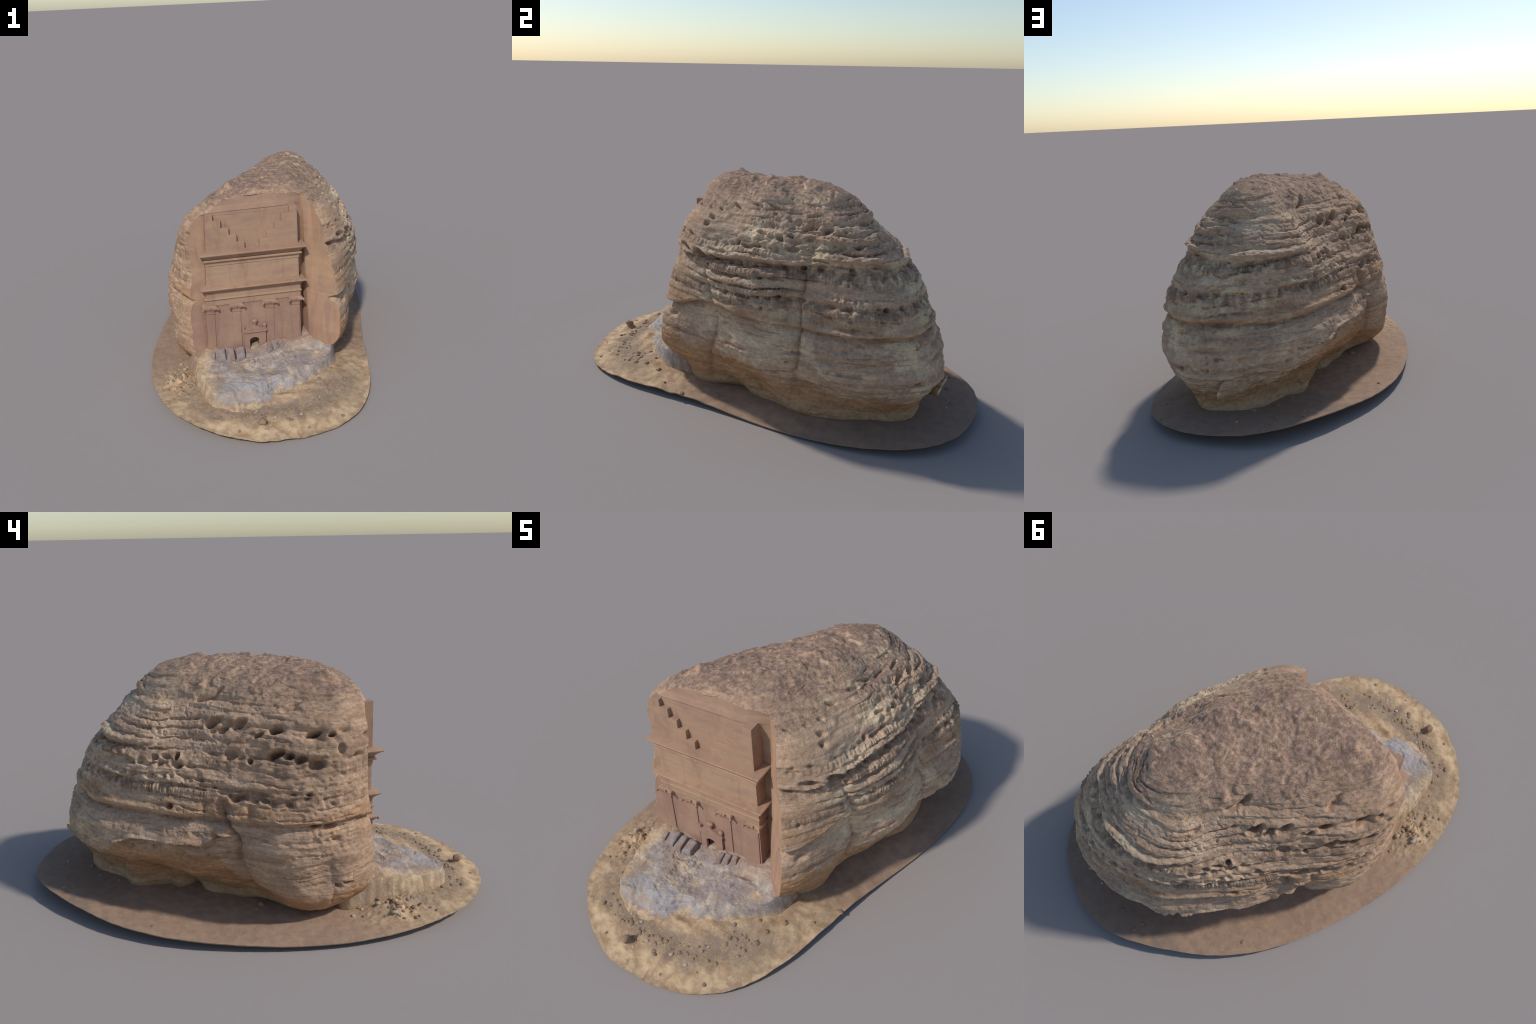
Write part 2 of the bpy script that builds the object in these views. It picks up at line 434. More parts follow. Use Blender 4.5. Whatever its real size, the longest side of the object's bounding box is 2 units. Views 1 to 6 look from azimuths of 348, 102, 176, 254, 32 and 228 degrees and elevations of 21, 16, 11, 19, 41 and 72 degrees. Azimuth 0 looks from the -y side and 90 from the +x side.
GROUND_SPOTS = [  # surveyed heights inside the rim
    (0.096, -0.811, 0.040), (0.134, -0.813, 0.034), (-0.25, -0.90, 0.036), (0.13, -0.666, 0.055), (0.015, -0.717, 0.068), (0.185, -0.56, 0.066), (0.204, -0.59, 0.060), (-0.439, -0.816, 0.048),
    (-0.114, -0.89, 0.036), (-0.037, -0.864, 0.034), (-0.103, -0.831, 0.050), (0.111, -0.898, 0.022), (-0.112, -0.717, 0.062), (-0.199, -0.776, 0.052), (-0.418, -0.752, 0.055), (-0.151, -0.975, 0.020),
    (-0.30, -0.80, 0.052), (-0.47, -0.60, 0.054), (-0.49, -0.42, 0.046), (-0.56, -0.46, 0.042), (-0.52, -0.70, 0.050), (0.26, -0.45, 0.056), (0.33, -0.40, 0.048), (0.0, -0.6, 0.06), (-0.3, -0.6, 0.06),
    (-0.46, -0.15, 0.034), (-0.55, -0.2, 0.032), (0.274, -0.336, 0.044), (0.292, -0.184, 0.034), (0.335, -0.049, 0.034), (0.391, 0.024, 0.034), (0.472, 0.176, 0.034), (0.502, 0.32, 0.034), (0.496, 0.455, 0.034), (0.477, 0.588, 0.038),
    (0.44, 0.715, 0.042), (0.363, 0.731, 0.044), (0.253, 0.737, 0.044), (0.12, 0.66, 0.044), (-0.01, 0.588, 0.040), (-0.07, 0.40, 0.036), (-0.189, 0.227, 0.033), (-0.317, 0.068, 0.032), (-0.40, -0.05, 0.033),
    (-0.3, 0.35, 0.031), (-0.2, 0.55, 0.034), (-0.45, 0.15, 0.027), (-0.4, 0.3, 0.027), (0.1, 0.0, 0.04), (0.1, 0.3, 0.04), (0.3, 0.5, 0.04), (-0.2, -0.2, 0.05), (0.1, -0.3, 0.05), (0.42, -0.12, 0.025), (0.55, 0.3, 0.022), (0.60, 0.5, 0.030)]

nt, ns = 720, 230
t = np.linspace(0, 2 * np.pi, nt, endpoint=False)
s = np.linspace(0, 1, ns) ** 0.8
T, S = np.meshgrid(t, s)
rx, ry, rz = rim(T)
wob = 1 + 0.006 * fbm(rx * 9, ry * 9, rz * 0 + 3, 3) * smooth(S, 0.8, 1.0)
cx, cy = 0.0, 0.0
GX, GY = cx + (rx - cx) * S * wob, cy + (ry - cy) * S * wob
rim_t = np.linspace(0, 2 * np.pi, 97)[:-1]
rim_x, rim_y, rim_z = rim(rim_t)
num = den = 0.0
for hx, hy, hz, wt in [(a, b, c, 0.35) for a, b, c in zip(rim_x, rim_y, rim_z)] + [(a, b, c, 1.0) for a, b, c in GROUND_SPOTS]:
    w = wt / ((GX - hx) ** 2 + (GY - hy) ** 2 + 0.0006) ** 1.6
    num, den = num + w * hz, den + w
GZ = num / den
GZ = GZ + (rz - GZ) * smooth(S, 0.93, 1.0)
rough_front = smooth(-GY + 0.25 * GX, 0.15, 0.5)
GZ = GZ + (0.0018 + 0.0062 * rough_front) * fbm(GX * 16, GY * 16, GX * 0, 4) + bumps(GX, GY, GROUND_LUMPS)
rub = np.exp(-(((GX + 0.55) / 0.09) ** 2 + ((GY + 0.44) / 0.14) ** 2))
GZ = GZ + rub * 0.034 * np.abs(fbm(GX * 34, GY * 38, GX * 0 + 2, 3))
GZ = np.maximum(GZ, 0.0)
GZ = GZ - GZ[-1].min() * 0
top = np.stack([GX, GY, GZ], -1).reshape(-1, 3)
under = np.stack([GX[-40:], GY[-40:], np.maximum(GZ[-40:] - 0.006, 0.0)], -1)
under[-1] = np.stack([GX[-1], GY[-1], np.maximum(GZ[-1] - 0.004, 0.0)], -1)
under = under.reshape(-1, 3)
f1 = grid_faces(ns, nt, True)
f2 = grid_faces(40, nt, True)[:, ::-1] + len(top)
k = np.arange(nt)
rim_faces = np.stack([(ns - 1) * nt + k, (ns - 1) * nt + (k + 1) % nt, len(top) + 39 * nt + (k + 1) % nt, len(top) + 39 * nt + k], -1)[:, ::-1]
f1 = f1[:, ::-1][:, ::-1]
ground = make("desert_ground", np.concatenate([top, under]), np.concatenate([f1, f2, rim_faces[:, ::-1]]), GROUND, root, True, 60)


def ground_z(x, y):
    """height of the sheet near a plan position"""
    i = np.argmin((GX - x) ** 2 + (GY - y) ** 2)
    return float(GZ.ravel()[i])


# ----------------------------------------------------------------------------
#  ROCK: lofted through meridian profiles (radius from the heart of the rock at
#  equal steps of the angle from straight up), one profile per azimuth
# ----------------------------------------------------------------------------
HEART = np.array([0.07, 0.20, 0.42])
POLE = 0.5645
PROFILE_STEP = 9.0
EAST = [  # azimuths 0 to 77 degrees, counted from +x
    [0.606, 0.602, 0.567, 0.540, 0.517, 0.492, 0.477, 0.463, 0.450, 0.469, 0.497, 0.493, 0.480, 0.577, 0.574, 0.565, 0.565, 0.569],
    [0.598, 0.605, 0.587, 0.568, 0.549, 0.521, 0.500, 0.499, 0.507, 0.529, 0.575, 0.592, 0.488, 0.587, 0.582, 0.588, 0.601, 0.616],
    [0.595, 0.612, 0.594, 0.581, 0.580, 0.564, 0.560, 0.590, 0.611, 0.593, 0.648, 0.661, 0.560, 0.606, 0.643, 0.673, 0.705, 0.738],
    [0.586, 0.609, 0.597, 0.569, 0.590, 0.606, 0.599, 0.623, 0.660, 0.662, 0.697, 0.701, 0.612, 0.619, 0.699, 0.768, 0.825, 0.878],
    [0.571, 0.591, 0.612, 0.587, 0.569, 0.572, 0.584, 0.618, 0.665, 0.704, 0.743, 0.769, 0.716, 0.791, 0.822, 0.861, 0.905, 0.952],
    [0.569, 0.571, 0.568, 0.550, 0.546, 0.557, 0.576, 0.604, 0.611, 0.627, 0.706, 0.746, 0.642, 0.738, 0.827, 0.887, 0.937, 0.986],
    [0.560, 0.545, 0.525, 0.512, 0.519, 0.538, 0.537, 0.556, 0.568, 0.594, 0.654, 0.643, 0.608, 0.692, 0.745, 0.808, 0.881, 0.958],
]
NORTH = [  # azimuths 90 to 167 degrees, counted from +x
    [0.543, 0.521, 0.506, 0.500, 0.501, 0.515, 0.508, 0.495, 0.504, 0.553, 0.608, 0.639, 0.529, 0.444, 0.539, 0.676, 0.785, 0.883],
    [0.531, 0.501, 0.483, 0.476, 0.472, 0.469, 0.460, 0.456, 0.470, 0.507, 0.544, 0.552, 0.493, 0.510, 0.597, 0.610, 0.640, 0.684],
    [0.523, 0.483, 0.454, 0.439, 0.432, 0.428, 0.426, 0.421, 0.419, 0.446, 0.493, 0.517, 0.459, 0.412, 0.335, 0.375, 0.494, 0.614],
    [0.518, 0.466, 0.425, 0.406, 0.401, 0.402, 0.403, 0.397, 0.390, 0.408, 0.445, 0.469, 0.426, 0.401, 0.402, 0.452, 0.504, 0.543],
    [0.518, 0.464, 0.420, 0.395, 0.387, 0.387, 0.387, 0.388, 0.391, 0.411, 0.436, 0.447, 0.412, 0.400, 0.394, 0.369, 0.370, 0.390],
    [0.519, 0.468, 0.426, 0.401, 0.389, 0.387, 0.391, 0.398, 0.403, 0.415, 0.442, 0.467, 0.450, 0.430, 0.408, 0.408, 0.443, 0.484],
    [0.518, 0.473, 0.438, 0.416, 0.405, 0.403, 0.405, 0.408, 0.411, 0.420, 0.448, 0.478, 0.451, 0.427, 0.391, 0.424, 0.527, 0.620],
]
WEST = [  # azimuths 180 to 257 degrees, counted from +x
    [0.523, 0.489, 0.465, 0.449, 0.439, 0.435, 0.437, 0.446, 0.464, 0.482, 0.479, 0.430, 0.425, 0.448, 0.471, 0.461, 0.490, 0.528],
    [0.534, 0.516, 0.508, 0.505, 0.502, 0.503, 0.514, 0.541, 0.570, 0.603, 0.640, 0.660, 0.623, 0.517, 0.526, 0.523, 0.490, 0.455],
    [0.543, 0.544, 0.558, 0.573, 0.593, 0.629, 0.650, 0.672, 0.697, 0.705, 0.728, 0.737, 0.782, 0.659, 0.543, 0.489, 0.442, 0.394],
    [0.553, 0.566, 0.597, 0.625, 0.660, 0.761, 0.842, 0.765, 0.757, 0.762, 0.779, 0.819, 0.791, 0.648, 0.563, 0.497, 0.436, 0.376],
    [0.562, 0.580, 0.619, 0.685, 0.784, 0.871, 0.877, 0.782, 0.765, 0.777, 0.803, 0.856, 0.836, 0.744, 0.651, 0.568, 0.492, 0.418],
    [0.569, 0.589, 0.630, 0.702, 0.809, 0.829, 0.805, 0.772, 0.761, 0.769, 0.788, 0.811, 0.809, 0.773, 0.716, 0.651, 0.585, 0.518],
    [0.576, 0.602, 0.646, 0.714, 0.784, 0.767, 0.744, 0.735, 0.742, 0.757, 0.771, 0.781, 0.781, 0.764, 0.736, 0.699, 0.656, 0.611],
]
SOUTH = [  # azimuths 270 to 347 degrees, counted from +x
    [0.586, 0.617, 0.657, 0.727, 0.766, 0.731, 0.714, 0.693, 0.726, 0.750, 0.781, 0.795, 0.748, 0.739, 0.732, 0.707, 0.669, 0.626],
    [0.594, 0.630, 0.657, 0.681, 0.692, 0.733, 0.739, 0.677, 0.726, 0.715, 0.779, 0.819, 0.658, 0.730, 0.721, 0.668, 0.609, 0.551],
    [0.598, 0.621, 0.629, 0.625, 0.645, 0.691, 0.669, 0.641, 0.639, 0.608, 0.646, 0.681, 0.646, 0.704, 0.599, 0.544, 0.519, 0.500],
    [0.602, 0.626, 0.624, 0.602, 0.591, 0.595, 0.580, 0.567, 0.548, 0.529, 0.538, 0.553, 0.536, 0.522, 0.502, 0.523, 0.545, 0.566],
    [0.598, 0.618, 0.615, 0.589, 0.562, 0.546, 0.540, 0.537, 0.521, 0.503, 0.520, 0.559, 0.531, 0.517, 0.529, 0.576, 0.614, 0.649],
    [0.594, 0.595, 0.575, 0.563, 0.553, 0.532, 0.524, 0.531, 0.518, 0.503, 0.524, 0.532, 0.494, 0.464, 0.519, 0.582, 0.631, 0.675],
    [0.599, 0.589, 0.552, 0.549, 0.553, 0.518, 0.493, 0.493, 0.483, 0.486, 0.509, 0.530, 0.513, 0.508, 0.523, 0.553, 0.587, 0.620],
]

PROF = [r for side in (EAST, NORTH, WEST, SOUTH) for r in side]
CTRL = np.array([[POLE] + r for r in PROF])          # (azimuth, polar)
NAZ, NPO = CTRL.shape


def bspline(f):
    return np.stack([(1 - f) ** 3, 3 * f ** 3 - 6 * f ** 2 + 4, -3 * f ** 3 + 3 * f ** 2 + 3 * f + 1, f ** 3], -1) / 6


def radius(az, po):
    """loft radius; az, po in degrees, arrays of the same shape"""
    a, b = (az % 360) / 360 * NAZ, np.clip(po / PROFILE_STEP, 0, NPO - 1.001)
    ia, ib = np.floor(a).astype(int), np.floor(b).astype(int)
    wa, wb = bspline(a - ia), bspline(b - ib)
    r = 0
    for i in range(4):
        for j in range(4):
            jj = ib + j - 1
            ii = np.where(jj < 0, ia + i - 1 + NAZ // 2, ia + i - 1) % NAZ
            r = r + CTRL[ii, np.minimum(np.abs(jj), NPO - 1)] * wa[..., i] * wb[..., j]
    return r


NA, NP = 960, 410
az1 = np.linspace(0, 360, NA, endpoint=False)
po1 = np.concatenate([np.linspace(0.2, 20, 40), np.linspace(20, 160, NP - 39)[1:]])
NP = len(po1)
PO, AZ = np.meshgrid(po1, az1, indexing="ij")
RR = radius(AZ, PO)
ra, rp = np.radians(AZ), np.radians(PO)
DIR = np.stack([np.sin(rp) * np.cos(ra), np.sin(rp) * np.sin(ra), np.cos(rp)], -1)
P = HEART + RR[..., None] * DIR


def grid_normals(P):
    du = np.roll(P, -1, 1) - np.roll(P, 1, 1)
    dv = np.gradient(P, axis=0)
    n = np.cross(dv, du)
    n /= np.maximum(np.linalg.norm(n, axis=-1, keepdims=True), 1e-9)
    return n


N = grid_normals(P)
if (N * DIR).sum() < 0:
    N = -N
X, Y, Z = P[..., 0], P[..., 1], P[..., 2]
steep = smooth(-N[..., 2], -0.93, -0.60)
steep = steep * smooth(PO, 9, 22)
flat = 1 - steep
D = np.zeros_like(Z)

# gentle lumps first
D += 0.010 * fbm(X * 6, Y * 6, Z * 8, 3) * (0.4 + 0.6 * steep)
D += 0.005 * fbm(X * 18, Y * 18, Z * 24, 3)

# bedding planes: height, notch depth, height of the hollow below, lip above, waviness, (azimuth from, to, fade)
warp = 0.016 * noise(X * 3.1, Y * 3.1, Z * 1.5) + 0.006 * noise(X * 11, Y * 11, Z * 6)


def sector(a, b, fade):
    """1 inside the azimuth range a..b (degrees, may wrap)"""
    mid, half = ((a + b) / 2) if b > a else ((a + b + 360) / 2) % 360, ((b - a) % 360) / 2
    d = np.abs((AZ - mid + 180) % 360 - 180)
    return 1 - smooth(d, half - fade * 0.5, half + fade * 0.5)


zA = 0.455 - 0.040 * sector(225, 294, 22) + 0.02 * sector(300, 325, 15)
BEDS = [
    (zA, 0.046, 0.026, 0.005, sector(262, 125, 20)), (zA, 0.032, 0.022, 0.005, sector(125, 262, 20)),
    (0.700 - 0.02 * sector(285, 318, 20) + 0.022 * sector(5, 50, 30), 0.038, 0.026, 0.005, sector(280, 110, 30)),
    (0.452, 0.018, 0.050, 0.008, sector(92, 178, 16)), (0.705, 0.014, 0.030, 0.012, sector(130, 235, 40)),
    (0.575, 0.018, 0.026, 0.006, sector(300, 200, 30)),
    (0.630, 0.007, 0.018, 0.008, sector(310, 130, 40)),
    (0.525, 0.008, 0.016, 0.008, sector(130, 60, 40)),
    (0.775, 0.012, 0.020, 0.008, sector(285, 350, 30)),
    (0.800, 0.018, 0.034, 0.012, sector(160, 232, 24)),
    (0.740, 0.008, 0.018, 0.008, sector(100, 230, 40)),
    (0.895, 0.014, 0.020, 0.010, sector(278, 320, 24)),
    (0.880, 0.022, 0.030, 0.012, sector(22, 110, 24)),
    (0.893, 0.016, 0.026, 0.012, sector(110, 235, 24)),
    (0.845, 0.010, 0.018, 0.010, sector(150, 20, 40)),
    (0.925, 0.010, 0.016, 0.010, sector(320, 60, 40)),
    (0.940, 0.010, 0.016, 0.010, sector(160, 240, 40)),
    (0.355, 0.012, 0.018, 0.006, sector(345, 105, 30)), (0.400, 0.008, 0.014, 0.006, sector(20, 110, 30)), (0.215, 0.012, 0.018, 0.006, sector(5, 95, 30)),
    (0.345, 0.014, 0.030, 0.012, sector(90, 172, 20)),
    (0.300 - 0.04 * sector(345, 60, 40), 0.014, 0.022, 0.006, sector(302, 60, 24)), (0.250, 0.006, 0.014, 0.008, sector(330, 90, 30)),
    (0.175, 0.010, 0.020, 0.010, sector(10, 90, 30)),
]
D_MAIN = np.zeros_like(D)      # the great bedding planes that run right round
for i, (z0, depth, below, above, where) in enumerate(BEDS):
    d = z0 + warp - Z
    mod = where * np.clip(0.65 + 0.9 * noise(X * 5 + 7, Y * 5, Z * 3 + depth * 999), 0.75 if i < 4 else 0.1, 1.3)
    if i < 4:
        D_MAIN -= depth * mod * steep * np.where(d > 0, np.exp(-np.abs(d) / below), np.exp(-np.abs(d) / above))
        D_MAIN += 0.18 * depth * mod * steep * np.exp(-((d + above * 3.2) / (above * 2.2)) ** 2)
        continue
    D -= depth * mod * steep * np.where(d > 0, np.exp(-np.abs(d) / below), np.exp(-np.abs(d) / above))
    D += 0.30 * depth * mod * steep * np.exp(-((d + above * 3.2) / (above * 2.0)) ** 2)

# stacked ledges: every bed bulges and is undercut at its foot; strength comes and goes along the face
LEVELS = [0.10, 0.165, 0.215, 0.262, 0.31, 0.355, 0.405, 0.455, 0.492, 0.530, 0.575, 0.612, 0.652, 0.700, 0.738, 0.775, 0.806, 0.843, 0.880, 0.912, 0.942, 0.975, 1.03]
zb = Z + 1.3 * warp + 0.016 * noise(X * 6, Y * 6, Z * 5 + 5) + 0.005 * noise(X * 26, Y * 26, Z * 20)
k = np.clip(np.searchsorted(LEVELS, zb.ravel()).reshape(zb.shape), 1, len(LEVELS) - 1)
LV = np.array(LEVELS)
hh = LV[k] - LV[k - 1]
u = np.clip((zb - LV[k - 1]) / hh, 0, 1)
bed_id = LV[k - 1] * 97.0
strength = smooth(noise(X * 3.4 + bed_id, Y * 3.4, bed_id) + 0.35 * noise(X * 13, Y * 13, bed_id), -0.10, 0.36)
prof = smooth(u, 0.0, 0.16) * (1 - 0.85 * smooth(u, 0.45, 1.0))
amp = lerp_table(Z, [0.08, 0.25, 0.45, 0.60, 0.75, 1.0], [0.004, 0.006, 0.009, 0.015, 0.019, 0.016])
smooth_face = 1 - 0.75 * sector(282, 318, 20) * smooth(Z, 0.70, 0.74)
west_calm = 1 - 0.70 * sector(100, 265, 40)
low_chunk = sector(300, 110, 30) * smooth(0.44 - Z, 0.0, 0.08)
D += amp * strength * (prof - 0.55) * steep * smooth_face * west_calm
D += 0.012 * low_chunk * steep * fbm(X * 7 + 2, Y * 7, Z * 12, 3)
D -= 0.007 * low_chunk * steep * smooth(noise(X * 9 + 1, Y * 9, Z * 44) + 0.5 * noise(X * 30, Y * 30, Z * 40), 0.10, 0.30)
# overhanging shelf on the north-west side: sharp rim, underside raking back to the foot
z_rim = 0.350 + 0.05 * sector(166, 182, 10) - 0.03 * sector(95, 118, 10) + 0.012 * noise(X * 12, Y * 12, Z * 2) + 0.006 * noise(X * 35, Y * 35, Z * 3)
q = Z - z_rim
shelf = sector(98, 180, 14)
D += shelf * np.where(q > 0, 0.022 * np.exp(-q / 0.030), 0.022 - 0.034 * smooth(-q, 0.0, 0.012) + 0.012 * smooth(-q, 0.05, 0.16))

# hollows eaten out below the ledges, with sharp irregular rims
near = np.exp(-u / 0.42 * 0) * (1 - smooth(u, 0.55, 0.95)) * smooth(u, 0.35, 0.6)
cav = noise(X * 19 + bed_id, Y * 19, Z * 27) + 0.5 * noise(X * 43, Y * 43, Z * 60) + 0.55 * smooth(u, 0.55, 0.92) * (1 - smooth(u, 0.97, 1.0)) - 0.12
where_cav = smooth(noise(X * 4.1 + 9, Y * 4.1, Z * 4.1), -0.18, 0.22)
D -= lerp_table(Z, [0.1, 0.3, 0.5, 0.7, 1.0], [0.005, 0.008, 0.014, 0.018, 0.016]) * where_cav * steep * smooth_face * (0.35 + 0.65 * west_calm) * smooth(cav, 0.22, 0.36)

# thin ribs and broken blocky bits
zz = Z + warp * 0.8
rib = noise(X * 2.4, Y * 2.4, zz * 62) + 0.6 * noise(X * 5 + 5, Y * 5, zz * 125)
patchy = smooth(noise(X * 4 + 3, Y * 4, Z * 5), -0.15, 0.3)
D += 0.0042 * rib * steep * (0.25 + 0.75 * patchy) * (0.45 + 0.55 * smooth(Z, 0.12, 0.3)) * smooth_face
D -= 0.0045 * steep * smooth_face * smooth(noise(X * 4 + 5, Y * 4 + 2, Z * 6), -0.2, 0.2) * smooth(noise(X * 52, Y * 52, Z * 70) + 0.5 * noise(X * 100, Y * 100, Z * 130), 0.08, 0.34)
D += 0.008 * fbm(X * 15, Y * 15, Z * 30, 4) * steep * (0.4 + 0.6 * smooth(Z, 0.45, 0.6)) * smooth_face

# rugged honeycomb weathering high on the right and rear shoulder
rug = sector(318, 60, 40) * smooth(Z, 0.62, 0.72) * steep
D -= 0.012 * rug * np.abs(fbm(X * 22, Y * 22, Z * 30, 3))

# fluted bands (small upright columns) below some beds
arc = np.radians(AZ) * 0.55
for z0, h, where in [(0.570, 0.040, sector(310, 170, 20)), (0.690, 0.034, sector(310, 110, 20)), (0.52, 0.035, sector(350, 70, 25)), (0.765, 0.02, sector(285, 345, 15)),
                     (0.615, 0.03, sector(330, 60, 25)), (0.46, 0.03, sector(45, 110, 25)), (0.56, 0.03, sector(262, 292, 15)), (0.40, 0.03, sector(20, 70, 25)), (0.27, 0.03, sector(40, 95, 25))]:
    band = smooth(Z + warp, z0 - h - 0.012, z0 - h + 0.004) * (1 - smooth(Z + warp, z0 - 0.006, z0 + 0.006))
    pat = smooth(noise(X * 6 + z0 * 50, Y * 6, Z * 2), -0.22, 0.12)
    fl = noise(arc * 105 + 1.2 * noise(X * 30, Y * 30, Z * 30), zz * 9, X * 0 + z0 * 40)
    D -= 0.008 * band * where * pat * steep * smooth(fl, -0.15, 0.30)


# upright cracks and clefts: (azimuth, height) polylines with width and depth
def crack(points, width, depth, power=1.0):
    global D
    za = [p[1] for p in points][::-1]
    aa = np.unwrap(np.radians([p[0] for p in points][::-1]))
    a = np.interp(Z, za, aa)
    off = (np.radians(AZ) - a + np.pi) % (2 * np.pi) - np.pi
    dist = np.abs(off * np.hypot(X - HEART[0], Y - HEART[1]) + 0.010 * noise(X * 9, Y * 9, Z * 9) + 0.006 * noise(X * 28, Y * 28, Z * 28))
    ends = smooth(Z, za[0] - 0.01, za[0] + 0.03) * (1 - smooth(Z, za[-1] - 0.03, za[-1] + 0.01))
    D -= depth * ends * np.exp(-(dist / width) ** power)


crack([(8, 0.80), (5, 0.71), (3.5, 0.64), (2, 0.56), (2, 0.46), (1, 0.36), (0, 0.22)], 0.016, 0.018)
crack([(5, 0.71), (3.5, 0.64), (2, 0.56), (2, 0.46), (1, 0.36), (0, 0.22)], 0.005, 0.010)
crack([(304, 0.68), (309, 0.56), (312, 0.47)], 0.016, 0.026)
crack([(312, 0.47), (312, 0.33), (308, 0.21), (301, 0.06)], 0.020, 0.026)
crack([(2, 0.47), (2, 0.36), (0, 0.20)], 0.018, 0.014)
crack([(330, 0.20), (334, 0.05)], 0.02, 0.016)
crack([(38, 0.53), (38, 0.46)], 0.004, 0.012)
crack([(55, 0.52), (56, 0.46), (59, 0.40), (60, 0.34), (61, 0.24)], 0.005, 0.008)
crack([(75, 0.52), (76, 0.455)], 0.005, 0.010)
crack([(174, 0.53), (175, 0.45), (180, 0.39), (180, 0.30), (184, 0.22), (190, 0.10)], 0.030, 0.030)
crack([(174, 0.51), (175, 0.45), (180, 0.39), (181, 0.24)], 0.010, 0.022)
crack([(176, 0.55), (175, 0.455)], 0.014, 0.022)
crack([(186, 0.54), (185, 0.46)], 0.012, 0.022)
crack([(165, 0.53), (164, 0.46)], 0.010, 0.014)
crack([(208, 0.33), (210, 0.10)], 0.008, 0.006)


# tafoni: round and slot-like hollows (azimuth, polar angle, half width, half height, depth)
def pit(a, p, hw, hh, depth, sharp=3.0):
    global D
    r0 = float(radius(np.array([a]), np.array([p]))[0])
    j = np.where(np.abs(po1 - p) < math.degrees(hh * 2.2 / r0))[0]
    if len(j) == 0:
        return
    ring = r0 * max(math.sin(math.radians(p)), 0.05)
    da = math.degrees(hw * 2.2 / ring)
    i = np.where(np.abs((az1 - a + 180) % 360 - 180) < da)[0]
    if len(i) == 0:
        return
    sub = np.ix_(j, i)
    u = ((AZ[sub] - a + 180) % 360 - 180) * math.pi / 180 * ring / hw
    v = (PO[sub] - p) * math.pi / 180 * r0 / hh
    w = 0.25 * noise(X[sub] * 40, Y[sub] * 40, Z[sub] * 40)
    q = np.sqrt(u * u + v * v) + w
    D[sub] -= depth * np.exp(-np.clip(q, 0, None) ** sharp) * steep[sub] ** 0.5


# rubble and knobs on the top
D += flat * 0.0030 * (np.abs(fbm(X * 40, Y * 34, Z * 34, 3)) - 0.15)
D += flat * 0.014 * fbm(X * 5.5 + 2, Y * 5.5, Z * 5.5, 2) + flat * 0.010 * smooth(fbm(X * 13, Y * 13, Z * 13, 3), 0.10, 0.45)
top_bed = noise(X * 6, Y * 14, Z * 70 + 3)
D += flat * 0.006 * smooth(top_bed, -0.05, 0.12)
for bx, by, r, h in [(0.185, 0.195, 0.016, 0.014), (-0.037, -0.24, 0.014, 0.014), (0.01, -0.27, 0.02, 0.012), (-0.225, -0.235, 0.022, 0.026), (-0.20, -0.27, 0.02, 0.018), (-0.24, -0.20, 0.02, 0.016),
                     (0.10, -0.12, 0.03, 0.016), (0.12, -0.08, 0.02, 0.014), (0.14, -0.16, 0.02, 0.010), (0.06, 0.02, 0.03, 0.008), (0.02, 0.30, 0.02, 0.010), (-0.02, 0.24, 0.015, 0.012), (0.16, 0.28, 0.02, 0.008)]:
    D += 0.6 * h * np.exp(-((X - bx) ** 2 + (Y - by) ** 2) / (r * r)) * (Z > 0.8) * (1 + 0.8 * fbm(X * 50, Y * 50, Z * 50, 2))

